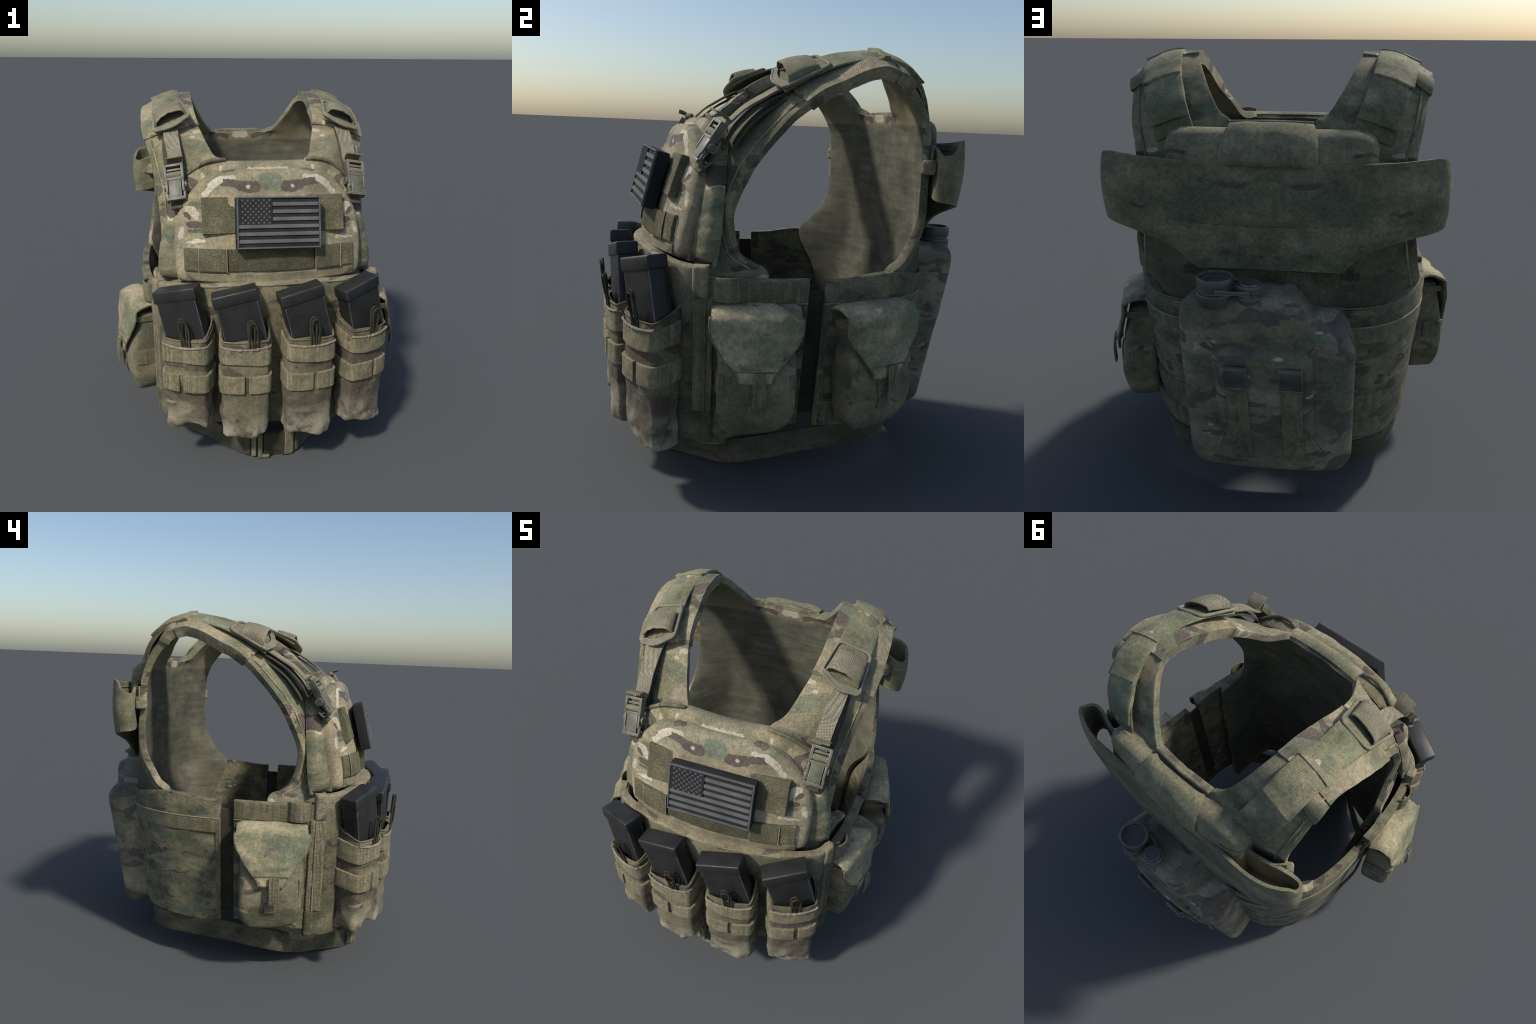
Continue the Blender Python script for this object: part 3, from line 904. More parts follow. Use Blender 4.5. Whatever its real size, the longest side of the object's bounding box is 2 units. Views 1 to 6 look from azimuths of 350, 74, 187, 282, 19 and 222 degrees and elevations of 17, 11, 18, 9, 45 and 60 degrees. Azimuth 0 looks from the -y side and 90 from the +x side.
# piping where the straps go in, above the plate bag
for s in (-1, 1):
    tube('plate_bag_piping', mx([(.222, -.43, 1.668), (.27, -.440, 1.672), (.34, -.438, 1.655), (.40, -.425, 1.615), (.45, -.41, 1.575), (.49, -.40, 1.53)], s), .011, 'molle', bag, n=50)
y2 = Tab((1.0, -.692), (1.06, -.692), (1.1, -.691), (1.2, -.677), (1.3, -.648), (1.4, -.618), (1.5, -.588), (1.545, -.572), (1.59, -.548), (1.62, -.525))
Y2 = lambda x, z: y2(z) + .40 * x**2
L2half = Tab((1.04, .478), (1.15, .488), (1.25, .490), (1.31, .483), (1.36, .472), (1.40, .459), (1.475, .415), (1.52, .375), (1.555, .335), (1.578, .29), (1.592, .23))
slab('front_pocket', frontal(lambda x, z: Y2(x, z) + .095), 1.04, 1.594, lambda v: -L2half(v), lambda v: L2half(v), .095, 'front', ROOT, r=.046, nu=46, nv=40, back=.01, wr=.005, wrs=.09, seed=2)
pocket = bpy.context.scene.objects['front_pocket']
S2 = frontal(Y2)
S1 = frontal(Y1)
zz = np.concatenate([np.linspace(1.06, 1.592, 40)])
side_l = [(float(-L2half(z)) - .003, z) for z in zz]
seam = side_l + [(x, 1.597) for x in np.linspace(-.2, .2, 12)] + [(-x, z) for x, z in side_l[::-1]]
tube('pocket_crease_shadow', [S1(np.array(x), np.array(z), np.array(.001)) for x, z in seam], .0065, 'dark', pocket, n=160, sides=6)  # dark tube modelled as the shadow line in the crease around the pocket
# hook-and-loop strip behind the flag (its free ends stand off)
slab('patch_field', frontal(lambda x, z: -.562 - (1.487 - z) * .34 + .06 * x**2 + .012), 1.303, 1.487, -.365, .393, .034, 'velcro', pocket, r=.006, nu=40, nv=14, back=.006, wr=.003, wrs=.02, seed=3)
# lower row
for a, b, m, h in ((-.460, -.386, 'velcro', .022), (-.381, -.244, 'velcro', .028), (-.240, .222, 'velcro_dark', .014), (.226, .364, 'velcro', .028), (.369, .447, 'velcro', .022)):
    slab('patch_field', S2, 1.117, 1.232, a, b, h, m, pocket, r=.005, nu=16, nv=8, back=.02, wr=.002, wrs=.02, seed=a)
for x in (-.384, -.242, .224, .367):
    tube('patch_stitch', [S2(np.array(x), np.array(z), np.array(.026)) for z in (1.115, 1.15, 1.20, 1.234)], .003, 'trim', pocket, n=10, sides=6)
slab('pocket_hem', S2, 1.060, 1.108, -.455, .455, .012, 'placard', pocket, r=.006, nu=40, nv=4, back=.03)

# ------------------------------------------------------------------ flag patch
TLf, TRf, BLf, BRf = [np.array(p) for p in ((-.200, -.684, 1.526), (.250, -.661, 1.506), (-.197, -.746, 1.248), (.242, -.739, 1.246))]
cf = (TLf + TRf + BLf + BRf) / 4
Uf = unit(TRf - TLf + BRf - BLf)
Vf = TLf - BLf + TRf - BRf
Vf = unit(Vf - Uf * np.dot(Uf, Vf))
Nf = np.cross(Uf, Vf)
if Nf[1] > 0:
    Nf = -Nf
hw, hh = .222, .134
flag = box('flag_patch', cf - Nf * .036, Uf, Vf, Nf, hw, hh, .030, 'flagdark', bevel=.006)
Sf = lambda u, v, h: cf + u[..., None] * Uf + v[..., None] * Vf + h[..., None] * Nf
bd = .009
for a, b, c, d in ((-hw, hw, hh - bd, hh), (-hw, hw, -hh, -hh + bd), (-hw, -hw + bd, -hh + bd, hh - bd), (hw - bd, hw, -hh + bd, hh - bd)):
    slab('flag_border', Sf, c, d, a, b, .004, 'flagedge', flag, r=.004, nu=20, nv=4, back=.008)
iw, ih = hw - bd - .001, hh - bd - .001
sh = 2 * ih / 13
cx = -iw + .42 * 2 * iw
for k in range(13):
    if k % 2 == 1:
        z1 = ih - k * sh
        slab('flag_stripe', Sf, z1 - sh, z1, cx if k < 7 else -iw, iw, .0015, 'flagmid', flag, r=.002, nu=14, nv=3, back=.010)
slab('flag_canton', Sf, ih - 7 * sh, ih, -iw, cx - .001, .0012, 'flagdark', flag, r=.002, nu=10, nv=8, back=.010)
# fifty stars sharing one mesh
sr = .0088
V, k = [], np.arange(10) * math.pi / 5 + math.pi / 2
rad = np.where(np.arange(10) % 2 == 0, sr, sr * .42)
for h in (.0, .0026):
    for a, r_ in zip(k, rad):
        V.append(Uf * math.cos(a) * r_ + Vf * math.sin(a) * r_ + Nf * h)
F = [tuple(range(10)), tuple(range(10, 20))] + [(i, (i + 1) % 10, 10 + (i + 1) % 10, 10 + i) for i in range(10)]
star_me = mesh('star', V, F)
star_me.materials.append(M['flagmid'])
cw, ch = (cx + iw), 7 * sh
for r_ in range(9):
    for q in range(6 if r_ % 2 == 0 else 5):
        x = -iw + cw * ((q + .5 + (0 if r_ % 2 == 0 else .5)) / 6 * .94 + .03)
        z = ih - ch * ((r_ + .6) / 9.2)
        ob = bpy.data.objects.new('star', star_me)
        bpy.context.scene.collection.objects.link(ob)
        ob.location = Vector(cf + Uf * x + Vf * z + Nf * .001)
        ob.parent = flag

# ------------------------------------------------------------------ lower torso wall
half_plan = [(0, -.720), (.20, -.700), (.37, -.660), (.50, -.615), (.575, -.560), (.610, -.475), (.640, -.35), (.662, -.18), (.667, 0), (.665, .16), (.650, .30), (.600, .43), (.520, .545), (.425, .612), (.25, .650), (0, .660)]
plan = half_plan + [(-x, y) for x, y in half_plan[-2:0:-1]]


def squeeze(p, z):
    k = np.clip((.95 - np.asarray(z)) / .70, 0, 1.2)
    x, y = p[..., 0], p[..., 1]
    sx = 1 - .075 * k * (np.abs(y + .05) < 2)
    sy = np.where(y > 0, 1 - .145 * k, 1 - .015 * k)
    # the seam at the front corner stays upright
    w = np.clip((-y - .2) / .2, 0, 1)
    sx = 1 - (.095 + .045 * np.clip((.12 - y) * 6, 0, 1) * (1 - w) - .080 * w) * k
    return np.stack([x * sx, y * sy], -1)


Wall = PlanWall(plan, closed=True, scale=squeeze)
uL = Wall.L[-1]
u_seam, u_f, u_r, u_b = Wall.u_at(.607, -.485), Wall.u_at(.663, -.045), Wall.u_at(.667, .030), abs(Wall.u_at(.0, .66))
# lower front panel
topz = Tab((0, 1.066), (.2, 1.064), (.38, 1.052), (.5, 1.045), (.62, 1.04), (.72, 1.025), (.76, 1.015))
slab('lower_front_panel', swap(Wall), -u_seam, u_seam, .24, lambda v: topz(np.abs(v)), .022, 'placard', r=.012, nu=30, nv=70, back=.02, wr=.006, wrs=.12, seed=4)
lfp = bpy.context.scene.objects['lower_front_panel']
us = np.linspace(-.40, .40, 40)
tube('panel_piping', [Wall(u, topz(abs(u)) - .012, .021) for u in us], .005, 'trim', lfp, n=70, jitter=.001)
for s in (-1, 1):
    # seam flap between front and side
    slab('seam_flap', Wall, .385, .905, *sorted((s * (u_seam - .055), s * (u_seam + .030))), .030, 'molle', lfp, r=.008, nu=10, nv=24, back=.01, wr=.004, wrs=.05, seed=5 + s)
    tube('seam_flap_stitch', [Wall(s * (u_seam - .004), z, .031) for z in np.linspace(.39, .90, 12)], .0045, 'molle', lfp, n=40)
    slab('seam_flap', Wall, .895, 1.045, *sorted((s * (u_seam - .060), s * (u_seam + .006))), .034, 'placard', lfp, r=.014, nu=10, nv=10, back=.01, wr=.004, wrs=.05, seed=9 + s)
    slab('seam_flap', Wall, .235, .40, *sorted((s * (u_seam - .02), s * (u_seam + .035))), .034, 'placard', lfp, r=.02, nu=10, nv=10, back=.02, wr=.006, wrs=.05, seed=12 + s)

for s in (-1, 1):
    # front half of the side belt
    a, b = sorted((s * (u_seam - .01), s * u_f))
    fp = slab('cummerbund', Wall, .275, .985, a, b, .016, 'side', r=.006, nu=26, nv=34, back=.022, wr=.003, wrs=.10, seed=21 + s)
    a, b = sorted((s * (u_seam + .02), s * (u_f - .003)))
    slab('webbing_row', Wall, .885, .982, a, b, .023, 'molle', fp, r=.005, nu=24, nv=5, back=0)
    tube('webbing_stitch', [Wall(u, .880, .019) for u in np.linspace(a, b, 16)], .004, 'trim', fp, n=40, jitter=.001)
    # loop bulging out of the row
    u0 = u_seam + .025
    uu = np.linspace(0, .125, 15)
    prof = .016 + .040 * np.sin(np.pi * np.clip(uu / .125, 0, 1))**.55
    P = np.array([[Wall(s * (u0 + q), z, h) for q, h in zip(uu, prof)] for z in np.linspace(.893, 1.000, 7)])
    sheet('webbing_loop', P, .008, 'molle', fp, out=lambda c: (c[0], 0, 0), bevel=.003)
    # rear half
    a, b = sorted((s * u_r, s * (u_b - .20)))
    rtop = Tab((u_r, .978), (u_r + .12, .982), (u_r + .25, 1.0), (u_r + .38, 1.0), (u_r + .55, .968), (u_b, .96))
    rp = slab('cummerbund', swap(Wall), a, b, lambda v: .265 + .0 * v, lambda v: rtop(np.abs(v)), .016, 'side', r=.006, nu=40, nv=50, back=.022, wr=.004, wrs=.10, seed=31 + s)
    a2, b2 = sorted((s * (u_r + .002), s * (u_b - .22)))
    slab('webbing_row', Wall, .792, .872, a2, b2, .022, 'molle', rp, r=.005, nu=44, nv=5, back=0)
    tube('webbing_stitch', [Wall(u, .875, .019) for u in np.linspace(a2, b2, 40)], .004, 'trim', rp, n=90, jitter=.001)
    for z0, z1, m in ((.560, .650, 'side'), (.435, .52, 'molle'), (.29, .375, 'molle')):
        aa, bb_ = sorted((s * (u_r + (.56 if s < 0 else .04) + (.04 if m == 'side' else 0)), s * (u_b - .24)))
        slab('webbing_row', Wall, z0, z1, aa, bb_, .0185 if m == 'side' else .0220, m, rp, r=.004, nu=44, nv=4, back=0)
    aa, bb_ = sorted((s * (u_r + .0), s * (u_r + .03)))
    slab('webbing_row', Wall, .27, .80, aa, bb_, .021, 'molle', rp, r=.004, nu=4, nv=20, back=0)
    # vertical edge by the canteen
    aa, bb_ = sorted((s * (u_b - .335), s * (u_b - .29)))
    slab('webbing_row', Wall, .30, .87, aa, bb_, .024, 'webdark', rp, r=.004, nu=4, nv=20, back=0)
    # elastic joining both halves
    aa, bb_ = sorted((s * (u_f - .03), s * (u_r + .03)))
    slab('elastic_panel', Wall, .325, .93, aa, bb_, .001, 'dark', ROOT, r=.001, nu=8, nv=14, back=.014)
bp = slab('lower_back_panel', Wall, .27, .962, u_b - .32, u_b + .32, .008, 'back', r=.006, nu=40, nv=24, back=.02, wr=.003, seed=44)
tube('webbing_stitch', [Wall(u, .962, .008) for u in np.linspace(u_b - .62, u_b + .62, 60)], .004, 'molle', bp, n=100)

# ------------------------------------------------------------------ waist belt
bhalf = [(0, -.690, .004), (.10, -.680, .003), (.165, -.648, .004), (.245, -.575, .016), (.351, -.490, .036), (.478, -.390, .060), (.570, -.300, .098), (.608, -.170, .125), (.615, -.05, .140), (.608, .12, .145), (.582, .27, .142), (.530, .40, .132), (.43, .49, .125), (.25, .54, .115), (0, .555, .11)]
bring = spline(bhalf + [(-x, y, z) for x, y, z in bhalf[-2:0:-1]], 221, closed=True)[:-1]
Belt = PlanWall([p[:2] for p in bhalf + [(-x, y, z) for x, y, z in bhalf[-2:0:-1]]], closed=True)
P = []
for q in np.linspace(0, 1, 6):
    pz = bring.copy()
    pz[:, 2] += .120 * q + .004 * np.sin(pz[:, 0] * 9)
    pz[:, :2] *= 1 + .035 * (q - .5) * np.clip((pz[:, 1:2] + .3) * 3, 0, 1)
    P.append(pz)
P = np.array(P)
P = P + unit(P * np.array([1, 1, 0])) * (.004 * fbm(P, .12))[..., None]
belt = sheet('waist_belt', P, .014, 'belt', out=lambda c: (c[0], c[1], 0), cj=True, bevel=.004)
# fastening at the front
SB = lambda u, v, h: Belt(u, v, h)
for x, w, h, m, z0, z1 in ((-.135, .016, .016, 'belt', .012, .15), (-.100, .013, .024, 'molle', .010, .15), (-.066, .012, .030, 'molle', .004, .15), (.098, .026, .024, 'molle', .006, .15), (.150, .012, .018, 'belt', .012, .15)):
    slab('belt_fastener', SB, z0, z1, x - w, x + w, h, m, belt, r=.006, nu=8, nv=10, back=.010)
notch = lambda v: .006 + .034 * np.sqrt(np.clip(1 - ((np.asarray(v) - .022) / .036)**2, 0, 1))
slab('belt_fastener', swap(SB), -.046, .072, notch, lambda v: .15 + 0 * v, .020, 'dark', belt, r=.004, nu=10, nv=30, back=.008)
slab('belt_fastener', SB, .004, .022, -.078, -.016, .030, 'molle', belt, r=.005, nu=8, nv=4, back=.010)

# ------------------------------------------------------------------ magazine pouches
def rect_plan(W, D, r, bulge=.0, back_open=False):
    """Rounded rectangle, starting and ending at the middle of the back; front at y = 0, back at y = D."""
    pts = []
    def arc(cx, cy, a0, a1):
        for a in np.linspace(a0, a1, 6):
            pts.append((cx + r * math.cos(a), cy + r * math.sin(a)))
    pts.append((0, D))
    arc(-W/2 + r, D - r, math.pi/2, math.pi)
    pts.append((-W/2 - bulge * .3, D/2))
    arc(-W/2 + r, r, math.pi, 1.5 * math.pi)
    pts.extend([(-W/4, -bulge * .75), (0, -bulge), (W/4, -bulge * .75)])
    arc(W/2 - r, r, 1.5 * math.pi, 2 * math.pi)
    pts.append((W/2 + bulge * .3, D/2))
    arc(W/2 - r, D - r, 0, math.pi/2)
    pts.append((0.0, D))
    return pts


pouch_specs = [  # front-face centre x, y; yaw; bottom z; lean of the magazine; width
    (-.490, -.790, -.435, .290, .222, .236),
    (-.175, -.864, -.095, .248, .225, .248),
    (.179, -.866, .112, .226, .225, .248),
    (.521, -.774, .446, .226, .225, .248),
]
for k, (px_, py_, yaw, zb, lean, Wd) in enumerate(pouch_specs):
    X = np.array([math.cos(yaw), math.sin(yaw), 0])
    Yd = np.array([-math.sin(yaw), math.cos(yaw), 0])
    o = np.array([px_, py_, 0])
    D = .150
    T = lambda p, X=X, Yd=Yd, o=o: o + p[..., 0:1] * X + p[..., 1:2] * Yd + p[..., 2:3] * np.array([0, 0, 1])
    PW = PlanWall(rect_plan(Wd, D, .026, .012), origin_frac=.5)
    # rows: bottom cap rows shrink in, then walls
    NR = 72
    u = np.linspace(-PW.L[-1] / 2, PW.L[-1] / 2, NR + 1)[:-1]
    ring = PW.xy(u)
    ctr = np.array([0, D * .5])
    levels = []
    for q in (0.02, .35, .7, .9):
        levels.append((zb + .004 - .006 * q, q * .94))
    for a in np.linspace(0, math.pi / 2, 5)[1:]:
        levels.append((zb + .020 * (1 - math.cos(a)), .94 + .06 * math.sin(a)))
    for z in np.linspace(zb + .05, 1, 20)[1:]:
        levels.append((None, 1.0))
    zs_n = len(levels)
    P = []
    nwall = sum(1 for l in levels if l[0] is None)
    wi = 0
    for z, sc in levels:
        p = ctr + (ring - ctr) * sc
        f = ring[:, 1] / D
        ztop = .797 + .075 * np.clip(f, 0, 1)**1.0 + .010 * np.sin(ring[:, 0] * 18 + k)
        if z is None:
            wi += 1
            q = wi / nwall
            zz = (zb + .03) + (ztop - zb - .03) * q
        else:
            zz = np.full(len(ring), z)
            q = 0
        low = np.clip(1 - (zz - zb) / .26, 0, 1)
        # sagging hem of the front
        sag = np.clip(1 - (zz - zb) / .12, 0, 1) * ((.020, .016, .018, .020)[k] * np.sin(ring[:, 0] * (24, 12, -14, -11)[k] + (.4, -1.6, .3, .2)[k]) + .005 * np.cos(ring[:, 0] * 37 + k))
        p3 = np.stack([p[:, 0], p[:, 1] + .016 * low * (1 - f), zz + sag], -1)
        rad = np.stack([p[:, 0] - ctr[0], p[:, 1] - ctr[1], 0 * zz], -1)
        amp = (.004 + .013 * low) * (sc if z is not None else 1)
        q3 = np.stack([p[:, 0] + k * 1.7, p[:, 1], zz], -1)
        p3 = p3 + unit(rad) * (amp * fbm(q3, .075))[:, None]
        p3[:, 0] *= 1 - .03 * low * f
        P.append(p3)
    P = T(np.array(P))
    po = sheet('magazine_pouch', P, .008, 'pouch', out=lambda c, o=o, Yd=Yd: tuple(c - (o + Yd * .08 + np.array([0, 0, c[2]]))), cj=True, bevel=.0025, inner='dark')
    SP = lambda u, v, h, PW=PW, T=T: T(PW(u, v, h))
    lim = Wd / 2 + D * .93
    wobble = lambda v, a, b, k=k: a + b * np.sin(np.asarray(v) * 14 + k * 2)
    slab('pouch_band', swap(SP), -lim, lim, lambda v: .668 + .030 * np.clip((np.abs(v) - .1) / .2, 0, 1) + .006 * np.cos(v * 17 + k), lambda v: .765 + .035 * np.clip((np.abs(v) - .12) / .2, 0, 1) - .008 * np.cos(v * 13), .011, 'band', po, r=.004, nu=10, nv=60, back=0, wr=.002, wrs=.03, seed=50 + k)
    tube('pouch_trim', [SP(q, .768 - .010 * math.cos(q * 13), .010) for q in np.linspace(-Wd * .5, Wd * .5, 24)], .0062, 'trim', po, n=70, jitter=.003, sides=8)
    tube('pouch_rim', [SP(q, .795 + .062 * np.clip((abs(q) - .12) / .15, 0, 1), .001) for q in np.linspace(-lim, lim, 40)], .0045, 'pouch', po, n=70, sides=6)
    gap = (-.010, .004, .012, .018)[k]
    for a, b in ((-lim, gap - .010), (gap + .012, lim)):
        slab('pouch_band', swap(SP), a, b, lambda v: .508 + .025 * np.clip((np.abs(v) - .12) / .2, 0, 1), lambda v: .606 + .030 * np.clip((np.abs(v) - .12) / .2, 0, 1), .014, 'band', po, r=.004, nu=8, nv=40, back=0, wr=.0025, wrs=.03, seed=60 + k)
    # magazine
    zc = .80
    ax = unit(np.array([math.sin(lean), 0, math.cos(lean)]) * np.array([-1, 1, 1]))
    up = ax[0] * X + ax[2] * np.array([0, 0, 1])
    sd = unit(ax[2] * X - ax[0] * np.array([0, 0, 1]))
    base = o + Yd * .063 + np.array([0, 0, zc]) + X * .002
    mw, md = .112, .046
    # lofted body, slightly curved
    VV = []
    lv = np.linspace(-.07, .205, 14)
    rp_ = spline(rect_plan(2 * mw, 2 * md, .010), 41)[:-1]
    for q in lv:
        off = sd * (-.055 * (q - .0)**2) * 2
        c0 = base + up * q + off
        VV.append(c0 + rp_[:, :1] * sd + (rp_[:, 1:2] - md) * Yd)
    VV = np.array(VV)
    F = quads(14, 40, True) + [tuple(range(40)), tuple(13 * 40 + j for j in range(40))]
    mg = link('rifle_magazine', mesh('rifle_magazine', VV, F), 'mag', po, 40)
    c1 = base + up * .232 + sd * (-.11 * .205**2)
    box('magazine_floor_plate', c1, sd, Yd, up, mw + .007, md + .006, .032, 'mag', mg, .009, 3)
    # pull loops of cord
    for q, dx, hh_ in ((0, 0, .125), (1, .016, .115)):
        lx = .010 + .022 * math.sin(k * 1.9) + dx
        pts = [(lx - .012, -.014 - .004 * q, .752), (lx - .014, -.020 - .004 * q, .80), (lx - .022 - .01 * q, -.024 - .012 * q, .80 + hh_ * .55), (lx - .020 - .012 * q, -.028 - .012 * q, .80 + hh_ * .92), (lx - .004 - .012 * q, -.030 - .012 * q, .80 + hh_), (lx + .010 - .01 * q, -.026 - .010 * q, .80 + hh_ * .9), (lx + .014, -.022 - .006 * q, .80 + hh_ * .5), (lx + .014, -.018, .79), (lx + .014, -.014, .752)]
        tube('pull_loop', T(np.array(pts)), .0052, 'cord', po, n=44, sides=7)

# ------------------------------------------------------------------ utility bags
def utility_bag(c, ang, k):
    """c: middle of the lid's front edge on the ground plan; ang: outward direction in plan (radians from +x)."""
    No = np.array([math.cos(ang), math.sin(ang), 0])
    X = np.array([-math.sin(ang), math.cos(ang), 0])           # to the right seen from outside
    Z = np.array([0, 0, 1.0])
    o = np.array([c[0], c[1], 0.0])
    T = lambda p: o + p[..., 0:1] * X + p[..., 1:2] * No + p[..., 2:3] * Z
    # body: rings from bottom to top; local y: 0 = lid front plane, negative toward the vest
    NR = 64
    lev = [(.336, .25, .70), (.332, .52, .84), (.336, .72, .92), (.347, .85, .96), (.368, .935, .985), (.395, .98, 1), (.42, 1, 1), (.48, 1, 1.0), (.55, 1, 1.0), (.62, 1, 1), (.70, .99, 1), (.77, .985, 1), (.800, .98, .99), (.812, .95, .97), (.815, .85, .9), (.816, .5, .6), (.816, .02, .05)]
    belly = Tab((.30, -.010), (.38, .014), (.46, .034), (.55, .036), (.65, .018), (.75, -.006), (.85, -.020))
    P = []
    for z, sx, sy in lev:
        W = .335 * sx
        D = .135 + belly(z)
        r = .030 * min(sx, 1)
        q = PlanWall(rect_plan(max(W, .02), D, min(.022, W * .4, D*.4), .008 * sx)).q
        pl = spline(np.column_stack([q, 0 * q[:, 0]])[::20], NR + 1)[:-1, :2]
        x, y = -pl[:, 0], belly(z) - (pl[:, 1])
        mid = belly(z) - D / 2
        y = mid + (y - mid) * sy
        zz = np.full(NR, z) - (.020 * (1 - sx * 0) * np.clip((.40 - z) / .08, 0, 1) * (1 - (x / .17)**2)) - .030 * np.clip((.5 - z) / .15, 0, 1) * (x / .17) * .5 * (-1)
        p3 = np.stack([x, y, zz], -1)
        p3 = p3 + unit(np.stack([x, y - mid, 0 * x], -1)) * (.005 * sx * fbm(np.stack([x + k, y, zz], -1), .09))[:, None]
        P.append(p3)
    P = T(np.array(P))
    bg = link('utility_bag', mesh('utility_bag', P, quads(len(lev), NR, True) + [tuple(range(NR)), tuple((len(lev) - 1) * NR + j for j in range(NR))]), 'bag', ROOT, 60)
    # lid
    prof = [(-.125, .872), (-.09, .884), (-.03, .878), (.005, .862), (.024, .838), (.029, .80), (.036, .76), (.047, .70), (.060, .645), (.068, .60), (.068, .572)]
    pr = spline(prof, 44)
    wz = Tab((.572, .070), (.60, .078), (.655, .118), (.70, .150), (.745, .180), (.775, .192), (.80, .196), (.9, .198))
    front = np.arange(44) >= np.argmax(pr[:, 0] > .02)
    wid = np.where(front, wz(pr[:, 1]), .192)
    a = np.linspace(-1, 1, 25)
    P = np.zeros((44, 25, 3))
    P[..., 0] = a[None] * wid[:, None] - .006
    drop = np.abs(a)**8
    P[..., 1] = pr[:, :1] - .006 * drop[None] * front[:, None]
    P[..., 2] = pr[:, 1:] - .012 * drop[None] * (~front)[:, None]
    P[-1, :, 2] += 0
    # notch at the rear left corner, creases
    P = P + .0045 * fbm(P + k, .07)[..., None]
    crease = np.exp(-((P[..., 2] - .668 - .01 * np.sin(P[..., 0] * 20)) / .012)**2) * (np.abs(P[..., 0]) < .09)
    P[..., 1] += .007 * crease
    sheet('bag_lid', T(P), .013, 'lid', bg, out=lambda c_: tuple(No + Z * .6), bevel=.004)
    edge = np.concatenate([P[14:, 0], P[-1, 1:-1], P[:13:-1, -1]])
    tube('bag_lid_binding', T(edge + np.array([0, -.004, 0])), .0062, 'molle', bg, n=120, sides=6)
    # hem and tab
    def rib(name, pts, w, t, mat, n=14):
        ribbon(name, T(np.array(pts)), X, w, t, mat, bg, n=n, up=No)
    Sl = lambda u, v, h: T(np.stack([u, np.interp(v, pr[::-1, 1], pr[::-1, 0]) + h, v], -1))
    tube('bag_hem', [Sl(np.array(q), np.array(.626), np.array(.0015)) for q in np.linspace(-.093, .085, 12)], .0035, 'molle', bg, n=20, sides=6)
    rib('bag_tab', [(.010, .078, .625), (.010, .084, .58), (.012, .086, .53), (.012, .082, .478)], .056, .009, 'molle')
    rib('bag_tab', [(-.018, .042, .575), (-.018, .050, .53), (-.018, .050, .480)], .05, .008, 'bag')
    rib('bag_tab', [(-.002, .046, .49), (-.004, .048, .45), (-.004, .040, .418)], .060, .007, 'molle')
    # side bands
    for s in (-1, 1):
        SW = PlanWall([(s * .17, -.12), (s * .172, -.07), (s * .171, -.02), (s * .165, .012), (s * .145, .034)], 0)
        slab('bag_band', lambda u, v, h, SW=SW, s=s: T(SW(u, v, -s * h)), .515, .600, .0, SW.L[-1], .009, 'molle', bg, r=.004, nu=16, nv=5, back=.004)
        slab('bag_band', lambda u, v, h, SW=SW, s=s: T(SW(u, v, -s * h)), .775, .805, .0, SW.L[-1] * .8, .006, 'bag', bg, r=.004, nu=16, nv=4, back=.004)


utility_bag((.745, -.292), math.atan2(-.222, .975), 1)
utility_bag((.757, .278), math.atan2(.262, .965), 2)
utility_bag((-.762, -.290), math.atan2(-.235, -.972), 3)

# ------------------------------------------------------------------ rear: wing pocket, cushion, flap
wx = [(0, .690), (.20, .692), (.40, .693), (.53, .690), (.62, .668), (.675, .632), (.698, .590), (.690, .556), (.660, .545), (.60, .560), (.50, .595), (.42, .612)]
whole = [(-x, y) for x, y in wx[:0:-1]] + wx


def wing_scale(p, z):
    k = np.clip((1.60 - np.asarray(z)) / .47, 0, 1)
    x, y = p[..., 0], p[..., 1]
    w = np.clip(1 - np.abs(x) / .5, 0, 1)
    bul = .016 * np.sin(np.pi * np.clip((1.62 - np.asarray(z)) / .32, 0, 1)) * np.clip((np.abs(x) - .35) / .2, 0, 1)
    return np.stack([x + np.sign(x) * bul, y - .016 * k * np.clip((y - .5) * 6, 0, 1) + bul * .4], -1)


Wing = PlanWall(whole, origin_frac=.5, scale=wing_scale)
u_e = Wing.u_at(.698, .59)
wtop = Tab((0, 1.578), (.3, 1.580), (.5, 1.592), (.60, 1.602), (u_e - .07, 1.603), (u_e - .035, 1.592), (u_e - .005, 1.555), (u_e + .05, 1.535), (u_e + .14, 1.56), (u_e + .30, 1.58))
wbot = lambda v: np.interp(v, [0, .300, .335, .372, .41, .46, .52, .60, u_e, u_e + .3], [1.134, 1.134, 1.165, 1.205, 1.230, 1.252, 1.273, 1.296, 1.325, 1.36])
ue2 = Wing.L[-1] / 2 - .002
wing = slab('rear_wing_pocket', swap(Wing), -ue2, ue2, lambda v: wbot(np.abs(v)), lambda v: wtop(np.abs(v)), .007, 'back', r=.003, nu=26, nv=150, back=.010, wr=.0015, wrs=.12, seed=71)
tube('wing_seam', [Wing(q, 1.430 - .015 * (1 - (q / u_e)**2) + .0 * q, .008) for q in np.linspace(-u_e, u_e, 50)], .0042, 'web', wing, n=110, sides=6)
slab('wing_facing', swap(Wing), -u_e * .995, u_e * .995, lambda v: 1.432 - .015 * (1 - (v / u_e)**2), lambda v: wtop(np.abs(v)) - .006, .0085, 'back', wing, r=.004, nu=12, nv=90, back=0, wr=.002, seed=72)
tube('wing_seam', [Wing(q, 1.556, .010) for q in np.linspace(-.50, .50, 40)], .0032, 'molle', wing, n=80, sides=6)
tube('wing_seam', [Wing(q, 1.210, .008) for q in np.linspace(-.36, .36, 40)], .0032, 'molle', wing, n=80, sides=6)
